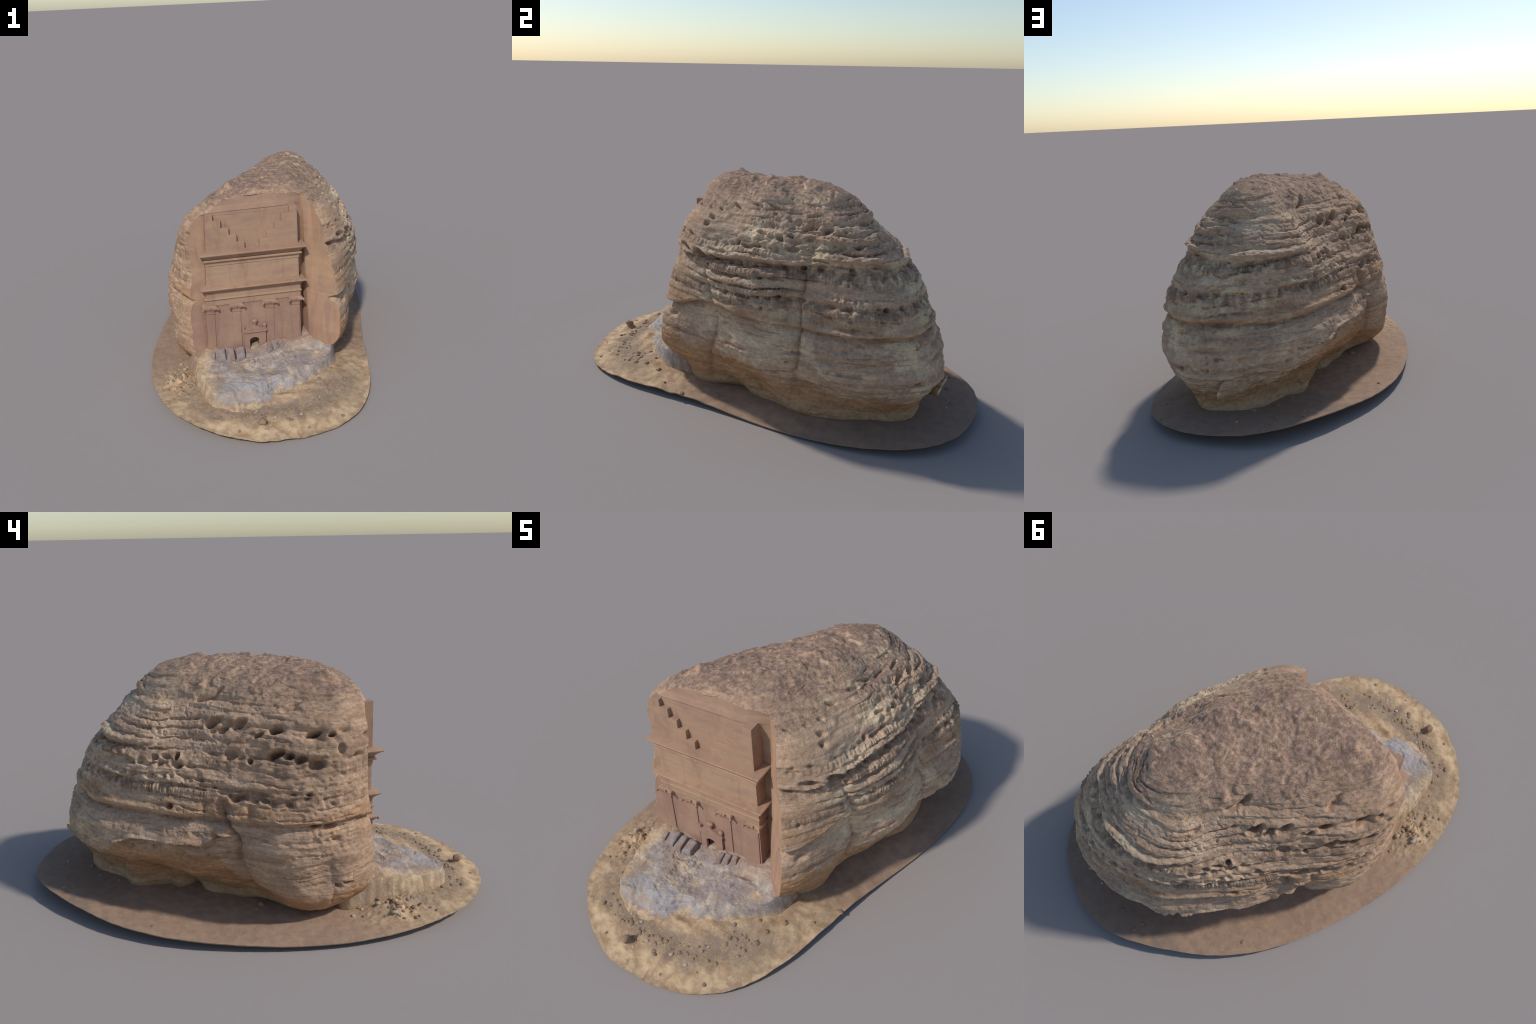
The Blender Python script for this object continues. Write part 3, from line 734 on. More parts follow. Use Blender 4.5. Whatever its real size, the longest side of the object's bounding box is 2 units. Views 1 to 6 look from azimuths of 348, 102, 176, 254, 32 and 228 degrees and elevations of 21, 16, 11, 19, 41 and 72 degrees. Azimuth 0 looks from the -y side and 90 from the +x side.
# the faces beside the niche are smoother
D *= 1 - 0.6 * smooth(-Y, 0.20, 0.32)
D += D_MAIN
HOLES = [(174, 32, 0.030, 0.018, 0.040), (191, 39.5, 0.026, 0.016, 0.032), (184, 37, 0.02, 0.012, 0.02), (203, 50.3, 0.017, 0.015, 0.042), (197, 49, 0.015, 0.008, 0.024),
         (211, 57.3, 0.026, 0.011, 0.042), (214.5, 60, 0.010, 0.008, 0.026), (143, 49.6, 0.012, 0.016, 0.032), (126, 53.2, 0.016, 0.012, 0.02), (134, 51, 0.02, 0.01, 0.015),
         (199, 59.1, 0.022, 0.013, 0.048), (202.5, 61.5, 0.013, 0.013, 0.028), (205, 64, 0.016, 0.014, 0.028), (208, 67.4, 0.022, 0.018, 0.026), (190, 58.4, 0.008, 0.011, 0.024),
         (182, 53.7, 0.022, 0.010, 0.016), (223, 26.4, 0.030, 0.011, 0.034), (214, 45.2, 0.032, 0.010, 0.024), (181, 17, 0.034, 0.011, 0.026), (160, 17, 0.03, 0.011, 0.02),
         (209, 87.5, 0.030, 0.008, 0.030), (204, 86.6, 0.02, 0.006, 0.02), (191, 76.3, 0.012, 0.009, 0.022), (143, 79.7, 0.014, 0.012, 0.026), (214, 106.5, 0.018, 0.007, 0.030), (211, 107.5, 0.010, 0.008, 0.026),
         (215, 65, 0.012, 0.02, 0.014), (200, 75, 0.01, 0.007, 0.014), (204, 76, 0.01, 0.007, 0.014),
         (293, 64.6, 0.034, 0.011, 0.026), (302, 63.2, 0.030, 0.010, 0.026), (286, 67.8, 0.020, 0.010, 0.020), (309, 62.2, 0.02, 0.008, 0.022), (283, 48.8, 0.014, 0.004, 0.012), (290, 46.4, 0.016, 0.005, 0.012), (296, 43.8, 0.014, 0.005, 0.012), (297, 48.5, 0.018, 0.010, 0.014), (298, 52.5, 0.010, 0.008, 0.012),
         (345, 44, 0.016, 0.013, 0.022), (352, 42, 0.014, 0.008, 0.018), (331, 43.5, 0.016, 0.009, 0.016), (355, 48, 0.026, 0.012, 0.016), (4, 49, 0.020, 0.012, 0.016), (21, 49, 0.036, 0.010, 0.016),
         (302, 38, 0.024, 0.006, 0.014), (330, 30, 0.03, 0.007, 0.014), (350, 30, 0.03, 0.008, 0.014), (8, 32, 0.03, 0.010, 0.016), (318, 33, 0.028, 0.008, 0.012),
         (27, 58.5, 0.012, 0.016, 0.020), (12, 56, 0.020, 0.012, 0.018), (2, 55.5, 0.012, 0.010, 0.026), (60, 74, 0.022, 0.012, 0.016), (38, 75.5, 0.010, 0.008, 0.018),
         (57, 62.5, 0.014, 0.010, 0.014), (48, 103.5, 0.020, 0.006, 0.018), (43, 103, 0.010, 0.006, 0.014), (48, 91, 0.01, 0.006, 0.016), (356, 104, 0.010, 0.006, 0.014),
         (285, 91, 0.012, 0.02, 0.018), (290, 80, 0.008, 0.010, 0.012)]
for a, p, hw, hh, dp in HOLES:
    pit(a, p, hw, hh, dp * 1.45, 5.0)

# rows of small pits strung along the beds
for z0, a0, a1, count, size in [(0.568, 305, 480, 90, 0.007), (0.69, 312, 450, 60, 0.008), (0.765, 285, 345, 26, 0.007), (0.555, 170, 212, 20, 0.008), (0.54, 172, 206, 14, 0.009),
                                (0.60, 80, 165, 50, 0.007), (0.645, 85, 160, 40, 0.008), (0.52, 330, 440, 40, 0.006), (0.42, 20, 75, 24, 0.006), (0.26, 40, 100, 22, 0.006),
                                (0.70, 170, 225, 14, 0.008), (0.78, 170, 230, 16, 0.009), (0.86, 330, 430, 40, 0.009), (0.80, 330, 420, 34, 0.009), (0.40, 170, 215, 14, 0.007),
                                (0.31, 60, 130, 18, 0.007), (0.24, 225, 235, 5, 0.006), (0.30, 270, 300, 8, 0.009), (0.37, 262, 292, 8, 0.010), (0.19, 30, 80, 24, 0.005)]:
    for _ in range(count):
        a = random.uniform(a0, a1) % 360
        zt = z0 + random.gauss(0, 0.008)
        col = int(a / 360 * NA) % NA
        j = int(np.argmin(np.abs(Z[:, col] - zt)))
        sz = size * random.uniform(0.6, 1.6)
        pit(a, po1[j], sz * random.uniform(0.8, 1.8), sz * random.uniform(0.7, 1.3), sz * random.uniform(0.8, 1.7), 2.5)
for _ in range(240):
    a = random.uniform(0, 360)
    zt = random.uniform(0.30, 0.93)
    col = int(a / 360 * NA) % NA
    j = int(np.argmin(np.abs(Z[:, col] - zt)))
    sz = random.uniform(0.003, 0.009)
    pit(a, po1[j], sz * random.uniform(1, 2.5), sz, sz * random.uniform(0.6, 1.4), 2.5)

# spalled hollow at the rear foot
pit(75, 108, 0.085, 0.050, 0.014, 6.0)


def blur(a, n):
    """box blur on the loft grid, wrapping in azimuth"""
    a = np.concatenate([a[:, -n:], a, a[:, :n]], 1)
    a = np.concatenate([np.repeat(a[:1], n, 0), a, np.repeat(a[-1:], n, 0)], 0)
    for axis in (0, 1):
        c = np.cumsum(a, axis)
        pad = np.zeros_like(np.take(c, [0], axis))
        c = np.concatenate([pad, c], axis)
        m = c.shape[axis]
        a = (np.take(c, np.arange(2 * n + 1, m), axis) - np.take(c, np.arange(0, m - 2 * n - 1), axis)) / (2 * n + 1)
    return a


# the relief must not shrink the rock: keep its running mean at zero
D -= 0.9 * blur(blur(D, 11), 11) * smooth(PO, 15, 30)
D -= 0.0058 * smooth(PO, 15, 30) * (0.4 + 0.6 * steep) * smooth(Z, 0.14, 0.24)
# hollows and swellings of the flanks (azimuth, height, push along the normal, reach)
for a, zt, push, reach in [(335, 0.44, -0.024, 0.05), (309, 0.40, -0.020, 0.06), (2, 0.135, -0.022, 0.05), (304, 0.44, -0.016, 0.04), (325, 0.40, -0.012, 0.05), (52, 0.42, -0.014, 0.05), (38, 0.445, -0.020, 0.045),
                           (80, 0.24, -0.010, 0.05), (82, 0.44, -0.018, 0.05), (57, 0.18, -0.016, 0.05), (33, 0.12, 0.020, 0.04), (186, 0.07, -0.010, 0.05), (163, 0.05, -0.018, 0.05), (77, 0.12, -0.028, 0.05),
                           (168, 0.46, -0.020, 0.04), (185, 0.41, -0.020, 0.05), (93, 0.27, -0.024, 0.06), (190, 0.14, -0.014, 0.05), (207, 0.30, -0.016, 0.06), (114, 0.09, 0.022, 0.05), (212, 0.41, -0.014, 0.07), (206, 0.22, -0.024, 0.06),
                           (193, 0.09, -0.016, 0.05), (115, 0.15, 0.014, 0.04), (314, 0.47, -0.008, 0.04), (161, 0.37, -0.012, 0.05)]:
    da = ((AZ - a + 180) % 360 - 180) * math.pi / 180 * np.hypot(X - HEART[0], Y - HEART[1])
    D += push * np.exp(-(da * da + (Z - zt) ** 2) / (reach * reach))
# calm down near the buried foot
D *= smooth(Z, 0.015, 0.08) * 0.75 + 0.25
D += 0.0016 * fbm(X * 60, Y * 60, Z * 80, 2)
Q = P + N * D[..., None]
Q[..., 2] = np.maximum(Q[..., 2], 0.016)
last = Q[-1].copy()
last[:, 2] = 0.012
verts = np.concatenate([Q.reshape(-1, 3), last, [[HEART[0], HEART[1], 0.012]], [Q[0].mean(0)]])
faces = grid_faces(NP + 1, NA, True)
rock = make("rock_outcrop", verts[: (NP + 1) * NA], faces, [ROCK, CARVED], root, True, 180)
bm = bmesh.new()
bm.from_mesh(rock.data)
lo = bm.verts.new((HEART[0], HEART[1], 0.012))
hi = bm.verts.new(tuple(Q[0].mean(0)))
bm.verts.ensure_lookup_table()
for i in range(NA):
    j = (i + 1) % NA
    bm.faces.new((bm.verts[NP * NA + i], bm.verts[NP * NA + j], lo))
    bm.faces.new((bm.verts[j], bm.verts[i], hi))
bmesh.ops.recalc_face_normals(bm, faces=bm.faces)
bm.to_mesh(rock.data)
bm.free()

# ----------------------------------------------------------------------------
#  NICHE: the dressed recess cut into the front (plan line of its back at heights)
# ----------------------------------------------------------------------------
NICHE = {  # height: plan points (x, y) from west to east
    0.10: [(-0.900, -0.420), (-0.500, -0.385), (-0.420, -0.372), (-0.360, -0.340), (0.070, -0.310), (0.118, -0.300), (0.131, -0.378), (0.187, -0.458), (0.255, -0.513), (0.457, -0.663)],
    0.22: [(-0.900, -0.390), (-0.500, -0.366), (-0.420, -0.360), (-0.360, -0.340), (0.070, -0.310), (0.118, -0.303), (0.131, -0.378), (0.187, -0.458), (0.255, -0.513), (0.457, -0.663)],
    0.40: [(-0.90, -0.36), (-0.50, -0.346), (-0.42, -0.340), (-0.36, -0.33), (0.07, -0.31), (0.118, -0.305), (0.129, -0.353), (0.177, -0.403), (0.239, -0.472), (0.46, -0.72)],
    0.50: [(-0.90, -0.345), (-0.50, -0.338), (-0.42, -0.333), (-0.36, -0.33), (0.07, -0.31), (0.118, -0.306), (0.129, -0.345), (0.175, -0.388), (0.253, -0.474), (0.46, -0.72)],
    0.60: [(-0.90, -0.33), (-0.50, -0.330), (-0.42, -0.326), (-0.36, -0.33), (0.07, -0.31), (0.118, -0.307), (0.127, -0.338), (0.165, -0.370), (0.237, -0.448), (0.46, -0.74)],
    0.66: [(-0.90, -0.33), (-0.50, -0.330), (-0.42, -0.326), (-0.36, -0.33), (0.07, -0.31), (0.118, -0.307), (0.127, -0.336), (0.162, -0.365), (0.204, -0.418), (0.46, -0.78)],
    0.80: [(-0.900, -0.320), (-0.500, -0.322), (-0.420, -0.320), (-0.360, -0.330), (0.070, -0.310), (0.118, -0.308), (0.127, -0.325), (0.162, -0.351), (0.204, -0.420), (0.457, -0.803)],
    0.872: [(-0.900, -0.320), (-0.500, -0.322), (-0.420, -0.324), (-0.360, -0.340), (0.070, -0.325), (0.118, -0.308), (0.127, -0.319), (0.157, -0.339), (0.204, -0.420), (0.457, -0.803)],
    0.886: [(-0.900, -0.320), (-0.500, -0.322), (-0.420, -0.324), (-0.360, -0.353), (0.030, -0.353), (0.118, -0.308), (0.127, -0.319), (0.157, -0.339), (0.204, -0.420), (0.457, -0.803)],
    0.915: [(-0.900, -0.330), (-0.500, -0.330), (-0.420, -0.328), (-0.360, -0.345), (0.030, -0.345), (0.118, -0.308), (0.127, -0.317), (0.157, -0.337), (0.204, -0.420), (0.457, -0.803)],
    0.953: [(-0.900, -0.340), (-0.500, -0.340), (-0.420, -0.338), (-0.360, -0.343), (0.030, -0.341), (0.118, -0.318), (0.127, -0.323), (0.157, -0.339), (0.204, -0.420), (0.457, -0.803)],
}
zs = sorted(NICHE)
lev = np.unique(np.concatenate([np.linspace(0.10, 0.86, 90), np.linspace(0.86, 0.953, 22), zs]))
tab = np.array([NICHE[z] for z in zs])
uu = np.unique(np.concatenate([np.linspace(0, 2, 30), np.linspace(2, 5, 20), np.linspace(5, 8, 60), np.linspace(8, 9, 12)]))
plan = np.empty((len(lev), len(uu), 2))
for k2 in range(2):
    at = np.array([[np.interp(z, zs, tab[:, i, k2]) for i in range(10)] for z in lev])
    for r in range(len(lev)):
        plan[r, :, k2] = np.interp(uu, np.arange(10), at[r])
LZ = np.repeat(lev[:, None], len(uu), 1)
rough = 0.004 * fbm(plan[..., 0] * 14, plan[..., 1] * 14, LZ * 10, 3) + 0.003 * noise(plan[..., 0] * 30, plan[..., 1] * 30, LZ * 3)
edge_z = 0.36 + 0.004 * noise(plan[..., 0] * 12, plan[..., 1] * 12, LZ * 0)
rough = rough + 0.004 * np.exp(-((LZ - 0.425 + 0.1 * (plan[..., 0] - 0.2)) / 0.006) ** 2) * (plan[..., 0] > 0.12)   # seam across the east wall
back = np.stack([plan[..., 0], plan[..., 1] + rough, LZ], -1)
front = back.copy()
front[..., 1] = -1.3
nb = back.shape[0] * back.shape[1]
gf = grid_faces(back.shape[0], back.shape[1])
cut_faces = [tuple(f) for f in gf] + [tuple(f[::-1] + nb) for f in gf]
R_, C_ = back.shape[:2]
ringv = [c for c in range(C_)] + [r * C_ + C_ - 1 for r in range(1, R_)] + [(R_ - 1) * C_ + c for c in range(C_ - 2, -1, -1)] + [r * C_ for r in range(R_ - 2, 0, -1)]
for a, b in zip(ringv, ringv[1:] + ringv[:1]):
    cut_faces.append((b, a, a + nb, b + nb))
cutter = make("niche_cutter", np.concatenate([back.reshape(-1, 3), front.reshape(-1, 3)]).tolist(), cut_faces, [CARVED], None, True, 180)
fix_normals(cutter)

mod = rock.modifiers.new("carve", "BOOLEAN")
mod.operation = "DIFFERENCE"
mod.object = cutter
mod.solver = "MANIFOLD"
dg = bpy.context.evaluated_depsgraph_get()
carved = bpy.data.meshes.new_from_object(rock.evaluated_get(dg))
rock.modifiers.clear()
old = rock.data
rock.data = carved
bpy.data.meshes.remove(old)
print("carved faces", len(carved.polygons))

# give the cut faces to their own part
nf = len(carved.polygons)
cen = np.empty(nf * 3, np.float32)
carved.polygons.foreach_get("center", cen)
cen = cen.reshape(-1, 3)
tree = BVHTree.FromPolygons([tuple(v) for v in back.reshape(-1, 3)], [tuple(int(i) for i in f) for f in gf])
is_cut = np.zeros(nf, bool)
for i in np.where((cen[:, 1] < -0.08) & (cen[:, 2] > 0.095))[0]:
    hit = tree.find_nearest(Vector(cen[i].tolist()), 0.002)
    if hit[0] is not None and hit[3] < 4e-4:
        is_cut[i] = True
is_cut |= (cen[:, 1] < -0.28) & ((np.abs(cen[:, 2] - 0.10) < 1e-4) | (np.abs(cen[:, 2] - 0.953) < 1e-4))
print("cut faces", is_cut.sum())


def split_off(source, mask, name, mat):
    """move the masked faces of source into a new object"""
    bm = bmesh.new()
    bm.from_mesh(source.data)
    bm.faces.ensure_lookup_table()
    bmesh.ops.delete(bm, geom=[f for f, k in zip(bm.faces, mask) if not k], context="FACES")
    me = bpy.data.meshes.new(name)
    bm.to_mesh(me)
    bm.free()
    bm = bmesh.new()
    bm.from_mesh(source.data)
    bm.faces.ensure_lookup_table()
    bmesh.ops.delete(bm, geom=[f for f, k in zip(bm.faces, mask) if k], context="FACES")
    bm.to_mesh(source.data)
    bm.free()
    me.materials.clear()
    me.materials.append(mat)
    me.polygons.foreach_set("material_index", [0] * len(me.polygons))
    ob = bpy.data.objects.new(name, me)
    bpy.context.scene.collection.objects.link(ob)
    ob.parent = root
    return ob


niche = split_off(rock, is_cut, "niche_wall", CARVED)
shade(niche.data, True, 40)
rock.data.materials.clear()
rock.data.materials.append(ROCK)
rock.data.polygons.foreach_set("material_index", [0] * len(rock.data.polygons))
shade(rock.data, True, 62)
bpy.data.objects.remove(cutter)

# ----------------------------------------------------------------------------
#  FACADE
# ----------------------------------------------------------------------------
FY = -0.376          # plane of the wall


def xl(z):
    return -0.373 - 0.046 * (0.885 - z)


def xr(z):
    return 0.079 + 0.012 * (0.885 - z)


def tilt(x, z):
    """the courses fall a little to the east"""
    return z - 0.018 * (x + 0.15) * min(1.0, max(0.0, (0.72 - z) / 0.05))


def moulding(name, profile, parent, back_y=-0.30, mat=None):
    """sweep (projection, height) round the west, front and east side"""
    pts, n = [], len(profile)
    for p, z in profile:
        for x, y in ((xl(z) - p, back_y), (xl(z) - p, FY - p), (xr(z) + p, FY - p), (xr(z) + p, back_y)):
            pts.append((x, y, tilt(x, z)))
    faces = []
    for i in range(n):
        j = (i + 1) % n
        for k in range(3):
            faces.append((i * 4 + k, i * 4 + k + 1, j * 4 + k + 1, j * 4 + k))
    faces.append([i * 4 for i in range(n)])
    faces.append([i * 4 + 3 for i in range(n)][::-1])
    ob = make(name, pts, faces, mat or CARVED, parent, True, 32)
    fix_normals(ob)
    return ob


def prism(name, outline, y0, y1, parent, mat=None, bevel=0.0012, shear=True):
    """extrude an (x, z) outline from y0 (front) to y1 (back)"""
    n = len(outline)
    pts = [(x, y0, tilt(x, z) if shear else z) for x, z in outline] + [(x, y1, tilt(x, z) if shear else z) for x, z in outline]
    faces = [list(range(n)), [n + i for i in range(n)][::-1]] + [(i, n + i, n + (i + 1) % n, (i + 1) % n) for i in range(n)]
    ob = make(name, pts, faces, mat or CARVED, parent, True, 32)
    fix_normals(ob)
    if bevel:
        soften(ob, bevel)
    return ob


def soften(ob, width, segments=2):
    mod = ob.modifiers.new("worn_edge", "BEVEL")
    mod.width, mod.segments, mod.limit_method = width, segments, "ANGLE"
    mod.angle_limit = math.radians(40)
    mod.use_clamp_overlap = True


# main wall with the door hole
zs_w = [0.12, 0.30, 0.50, 0.693, 0.6931, 0.80, 0.8815]
ys_w = [FY, FY, FY, FY, -0.3595, -0.3595, -0.3595]
pts, faces = [], []
for z, y in zip(zs_w, ys_w):
    ins = 0.004 if z > 0.6930 else 0
    pts += [(xl(z) + ins, -0.29, z), (xl(z) + ins, y, z), (xr(z) - ins, y, z), (xr(z) - ins, -0.29, z)]
for i in range(len(zs_w) - 1):
    for k in range(4):
        faces.append((i * 4 + k, i * 4 + (k + 1) % 4, i * 4 + 4 + (k + 1) % 4, i * 4 + 4 + k))
faces += [(0, 3, 2, 1), tuple(len(pts) - 4 + k for k in range(4))]
facade = make("tomb_facade", pts, faces, CARVED, root, True, 32)
fix_normals(facade)


def arch_outline(x0, x1, z0, z1, rise, n=8):
    pts = [(x0, z0)]
    for i in range(n + 1):
        u = i / n
        pts.append((x0 + (x1 - x0) * u, z1 - rise + rise * (1 - abs(2 * u - 1) ** 2.6)))
    return pts + [(x1, z0)]


def cut(target, tool):
    m2 = target.modifiers.new("opening", "BOOLEAN")
    m2.operation, m2.object, m2.solver = "DIFFERENCE", tool, "EXACT"
    g = bpy.context.evaluated_depsgraph_get()
    me = bpy.data.meshes.new_from_object(target.evaluated_get(g))
    target.modifiers.clear()
    target.data = me
    shade(me, True, 32)


door_tool = prism("door_tool", arch_outline(-0.188, -0.140, 0.125, 0.211, 0.012), -0.50, -0.325, None, CARVED, 0)
cut(facade, door_tool)

# attic: two flights of stepped crenellation rising outwards
LX = [-0.338, -0.301, -0.263, -0.226, -0.188]
RX = [0.0415, 0.001, -0.035, -0.0755, -0.113]
SZ = [0.8525, 0.8115, 0.7735, 0.7335]
west = [(xl(0.69), 0.69), (xl(0.885), 0.885), (LX[0], 0.885)]
for i, z in enumerate(SZ):
    west += [(LX[i], z), (LX[i + 1], z)]
west += [(LX[4], 0.69)]
east = [(xr(0.69), 0.69), (xr(0.885), 0.8865), (RX[0], 0.8875)]
for i, z in enumerate(SZ):
    east += [(RX[i], z), (RX[i + 1], z)]
east += [(RX[4], 0.69)]
prism("stepped_crenellation", west, -0.379, -0.335, facade)
prism("stepped_crenellation", east, -0.379, -0.312, facade)
prism("attic_capstone", [(-0.36, 0.8835), (0.06, 0.8835), (0.06, 0.872), (-0.36, 0.872)], -0.3604, -0.33, facade, None, 0.0008)

# cornices: (projection, height)
moulding("cornice", [(0.000, 0.6955), (0.034, 0.6890), (0.0365, 0.6865), (0.0355, 0.6820), (0.026, 0.6760), (0.016, 0.6680), (0.009, 0.6590), (0.007, 0.6545), (0.0, 0.6545), (-0.02, 0.66), (-0.02, 0.695)], facade)
moulding("torus_moulding", [(0.0, 0.6545), (0.012, 0.6535), (0.0155, 0.6505), (0.0155, 0.6450), (0.012, 0.6420), (0.003, 0.6400), (-0.01, 0.64), (-0.01, 0.6545)], facade)
moulding("fascia", [(0.0, 0.6395), (0.0032, 0.6390), (0.0032, 0.6210), (0.0, 0.6198), (-0.01, 0.6198), (-0.01, 0.6395)], facade)
moulding("cornice", [(0.000, 0.5130), (0.029, 0.5070), (0.0315, 0.5045), (0.0305, 0.5000), (0.021, 0.4945), (0.012, 0.4875), (0.006, 0.4800), (0.004, 0.4770), (-0.01, 0.4770), (-0.01, 0.512)], facade)
moulding("architrave_band", [(0.0, 0.4770), (0.0045, 0.4765), (0.0045, 0.4490), (0.0085, 0.4470), (0.0100, 0.4430), (0.0085, 0.4395), (0.0030, 0.4380), (-0.01, 0.438), (-0.01, 0.477)], facade)
moulding("architrave", [(0.0, 0.4382), (0.0042, 0.4378), (0.0042, 0.4080), (0.0, 0.4070), (-0.01, 0.407), (-0.01, 0.438)], facade)

# pilasters with horned capitals
PIL = [(-0.4015, -0.3595), (-0.268, -0.227), (-0.0975, -0.055), (0.0405, 0.0805)]


def capital(xa, xb, parent, corner):
    xc, n = (xa + xb) / 2, 14
    zb, zt = 0.373, 0.4085
    rows = []
    for i in range(7):
        u = i / 6
        half = (xb - xa) / 2 + 0.0155 * u ** 2.2
        proj = 0.005 + 0.017 * u ** 2.0
        z = zb + (0.394 - zb) * u
        rows.append((half, proj, z, 0.010 * u ** 3))
    rows += [(0.0385, 0.025, 0.3965, 0.0165), (0.0395, 0.026, 0.4000, 0.0165), (0.0380, 0.024, 0.4035, 0.0155), (0.028, 0.010, zt, 0.004)]
    pts, faces = [], []
    for half, proj, z, dent in rows:
        ring = [(xc - half, FY + 0.02)]
        if corner == 1:
            ring = [(xc - half, FY + 0.045)]
        for k in range(n + 1):
            u = 2 * k / n - 1
            ring.append((xc + half * u, FY - proj + dent * (1 - u * u)))
        ring.append((xc + half, FY + (0.05 if corner == 2 else 0.02)))
        pts += [(x, y, tilt(x, z)) for x, y in ring]
    m = n + 3
    for i in range(len(rows) - 1):
        for k in range(m - 1):
            faces.append((i * m + k, i * m + k + 1, (i + 1) * m + k + 1, (i + 1) * m + k))
    faces.append([(len(rows) - 1) * m + k for k in range(m)])
    faces.append([k for k in range(m)][::-1])
    ob = make("horned_capital", pts, faces, CARVED, parent, True, 45)
    fix_normals(ob)
    # drooping horn tips, central boss and neck ring
    bm = bmesh.new()
    bm.from_mesh(ob.data)
    from mathutils import Matrix
    for x, y, z, r in ((xc - 0.0375, FY - 0.0235, 0.3970, 0.0058), (xc + 0.0375, FY - 0.0235, 0.3970, 0.0058), (xc, FY - 0.013, 0.3985, 0.0055)):
        g = bmesh.ops.create_uvsphere(bm, u_segments=10, v_segments=7, radius=r)
        for v in g["verts"]:
            v.co = Vector((x + v.co.x, y + v.co.y, tilt(x, z) + v.co.z * 1.25))
    g = bmesh.ops.create_cube(bm, size=1)
    for v in g["verts"]:
        x = xc + v.co.x * (xb - xa + 0.004)
        v.co = Vector((x, FY - 0.0005 + v.co.y * 0.0145, tilt(x, 0.3695) + v.co.z * 0.007))
    bm.to_mesh(ob.data)
    bm.free()
    shade(ob.data, True, 45)
    return ob


for i, (a, b) in enumerate(PIL):
    z0 = 0.15
    p = prism("pilaster", [(a, z0), (b, z0), (b, 0.372), (a, 0.372)], FY - 0.0045, FY + 0.01, facade, None, 0.001)
    capital(a, b, facade, 1 if i == 0 else 2 if i == 3 else 0)

# doorway: jambs, lintel, pediment and the three weathered finials
frame = prism("door_frame", [(-0.217, 0.11), (-0.217, 0.2405), (-0.103, 0.2405), (-0.103, 0.11)], -0.3905, FY + 0.01, facade, None, 0)
cut(frame, door_tool)
soften(frame, 0.0012)
bpy.data.objects.remove(door_tool)
prism("door_lintel", [(-0.2205, 0.2400), (-0.2225, 0.2470), (-0.2225, 0.2530), (-0.0970, 0.2530), (-0.0970, 0.2470), (-0.0995, 0.2400)], -0.3960, FY + 0.01, facade, None, 0.0015)
prism("pediment", [(-0.2215, 0.2532), (-0.172, 0.2725), (-0.159, 0.2790), (-0.146, 0.2725), (-0.0975, 0.2532)], -0.3940, FY + 0.01, facade, None, 0.0012)
prism("pediment_field", [(-0.200, 0.2545), (-0.159, 0.2685), (-0.118, 0.2545)], -0.3925, FY + 0.01, facade, C and CARVED, 0.0)


def finial(name, x, z, profile, parent, squash=0.75):
    pts, faces, n = [], [], 16
    for r, h in profile:
        for k in range(n):
            a = 2 * math.pi * k / n
            pts.append((x + r * math.cos(a) * (1 + 0.12 * random.uniform(-1, 1)), FY - 0.010 + squash * r * math.sin(a), z + h))
    for i in range(len(profile) - 1):
        for k in range(n):
            faces.append((i * n + k, i * n + (k + 1) % n, (i + 1) * n + (k + 1) % n, (i + 1) * n + k))
    faces += [list(range(n))[::-1], [(len(profile) - 1) * n + k for k in range(n)]]
    ob = make(name, pts, faces, CARVED, parent, True, 50)
    fix_normals(ob)
    return ob


finial("urn_finial", -0.159, 0.274, [(0.008, 0), (0.007, 0.004), (0.0075, 0.010), (0.010, 0.016), (0.014, 0.024), (0.0165, 0.030), (0.015, 0.034), (0.010, 0.037)], facade)
finial("bird_finial", -0.107, 0.252, [(0.009, 0), (0.007, 0.005), (0.008, 0.011), (0.010, 0.016), (0.0115, 0.022), (0.010, 0.028), (0.006, 0.031)], facade)
finial("bird_finial", -0.2165, 0.252, [(0.006, 0), (0.005, 0.006), (0.0045, 0.014), (0.005, 0.022), (0.003, 0.029)], facade)

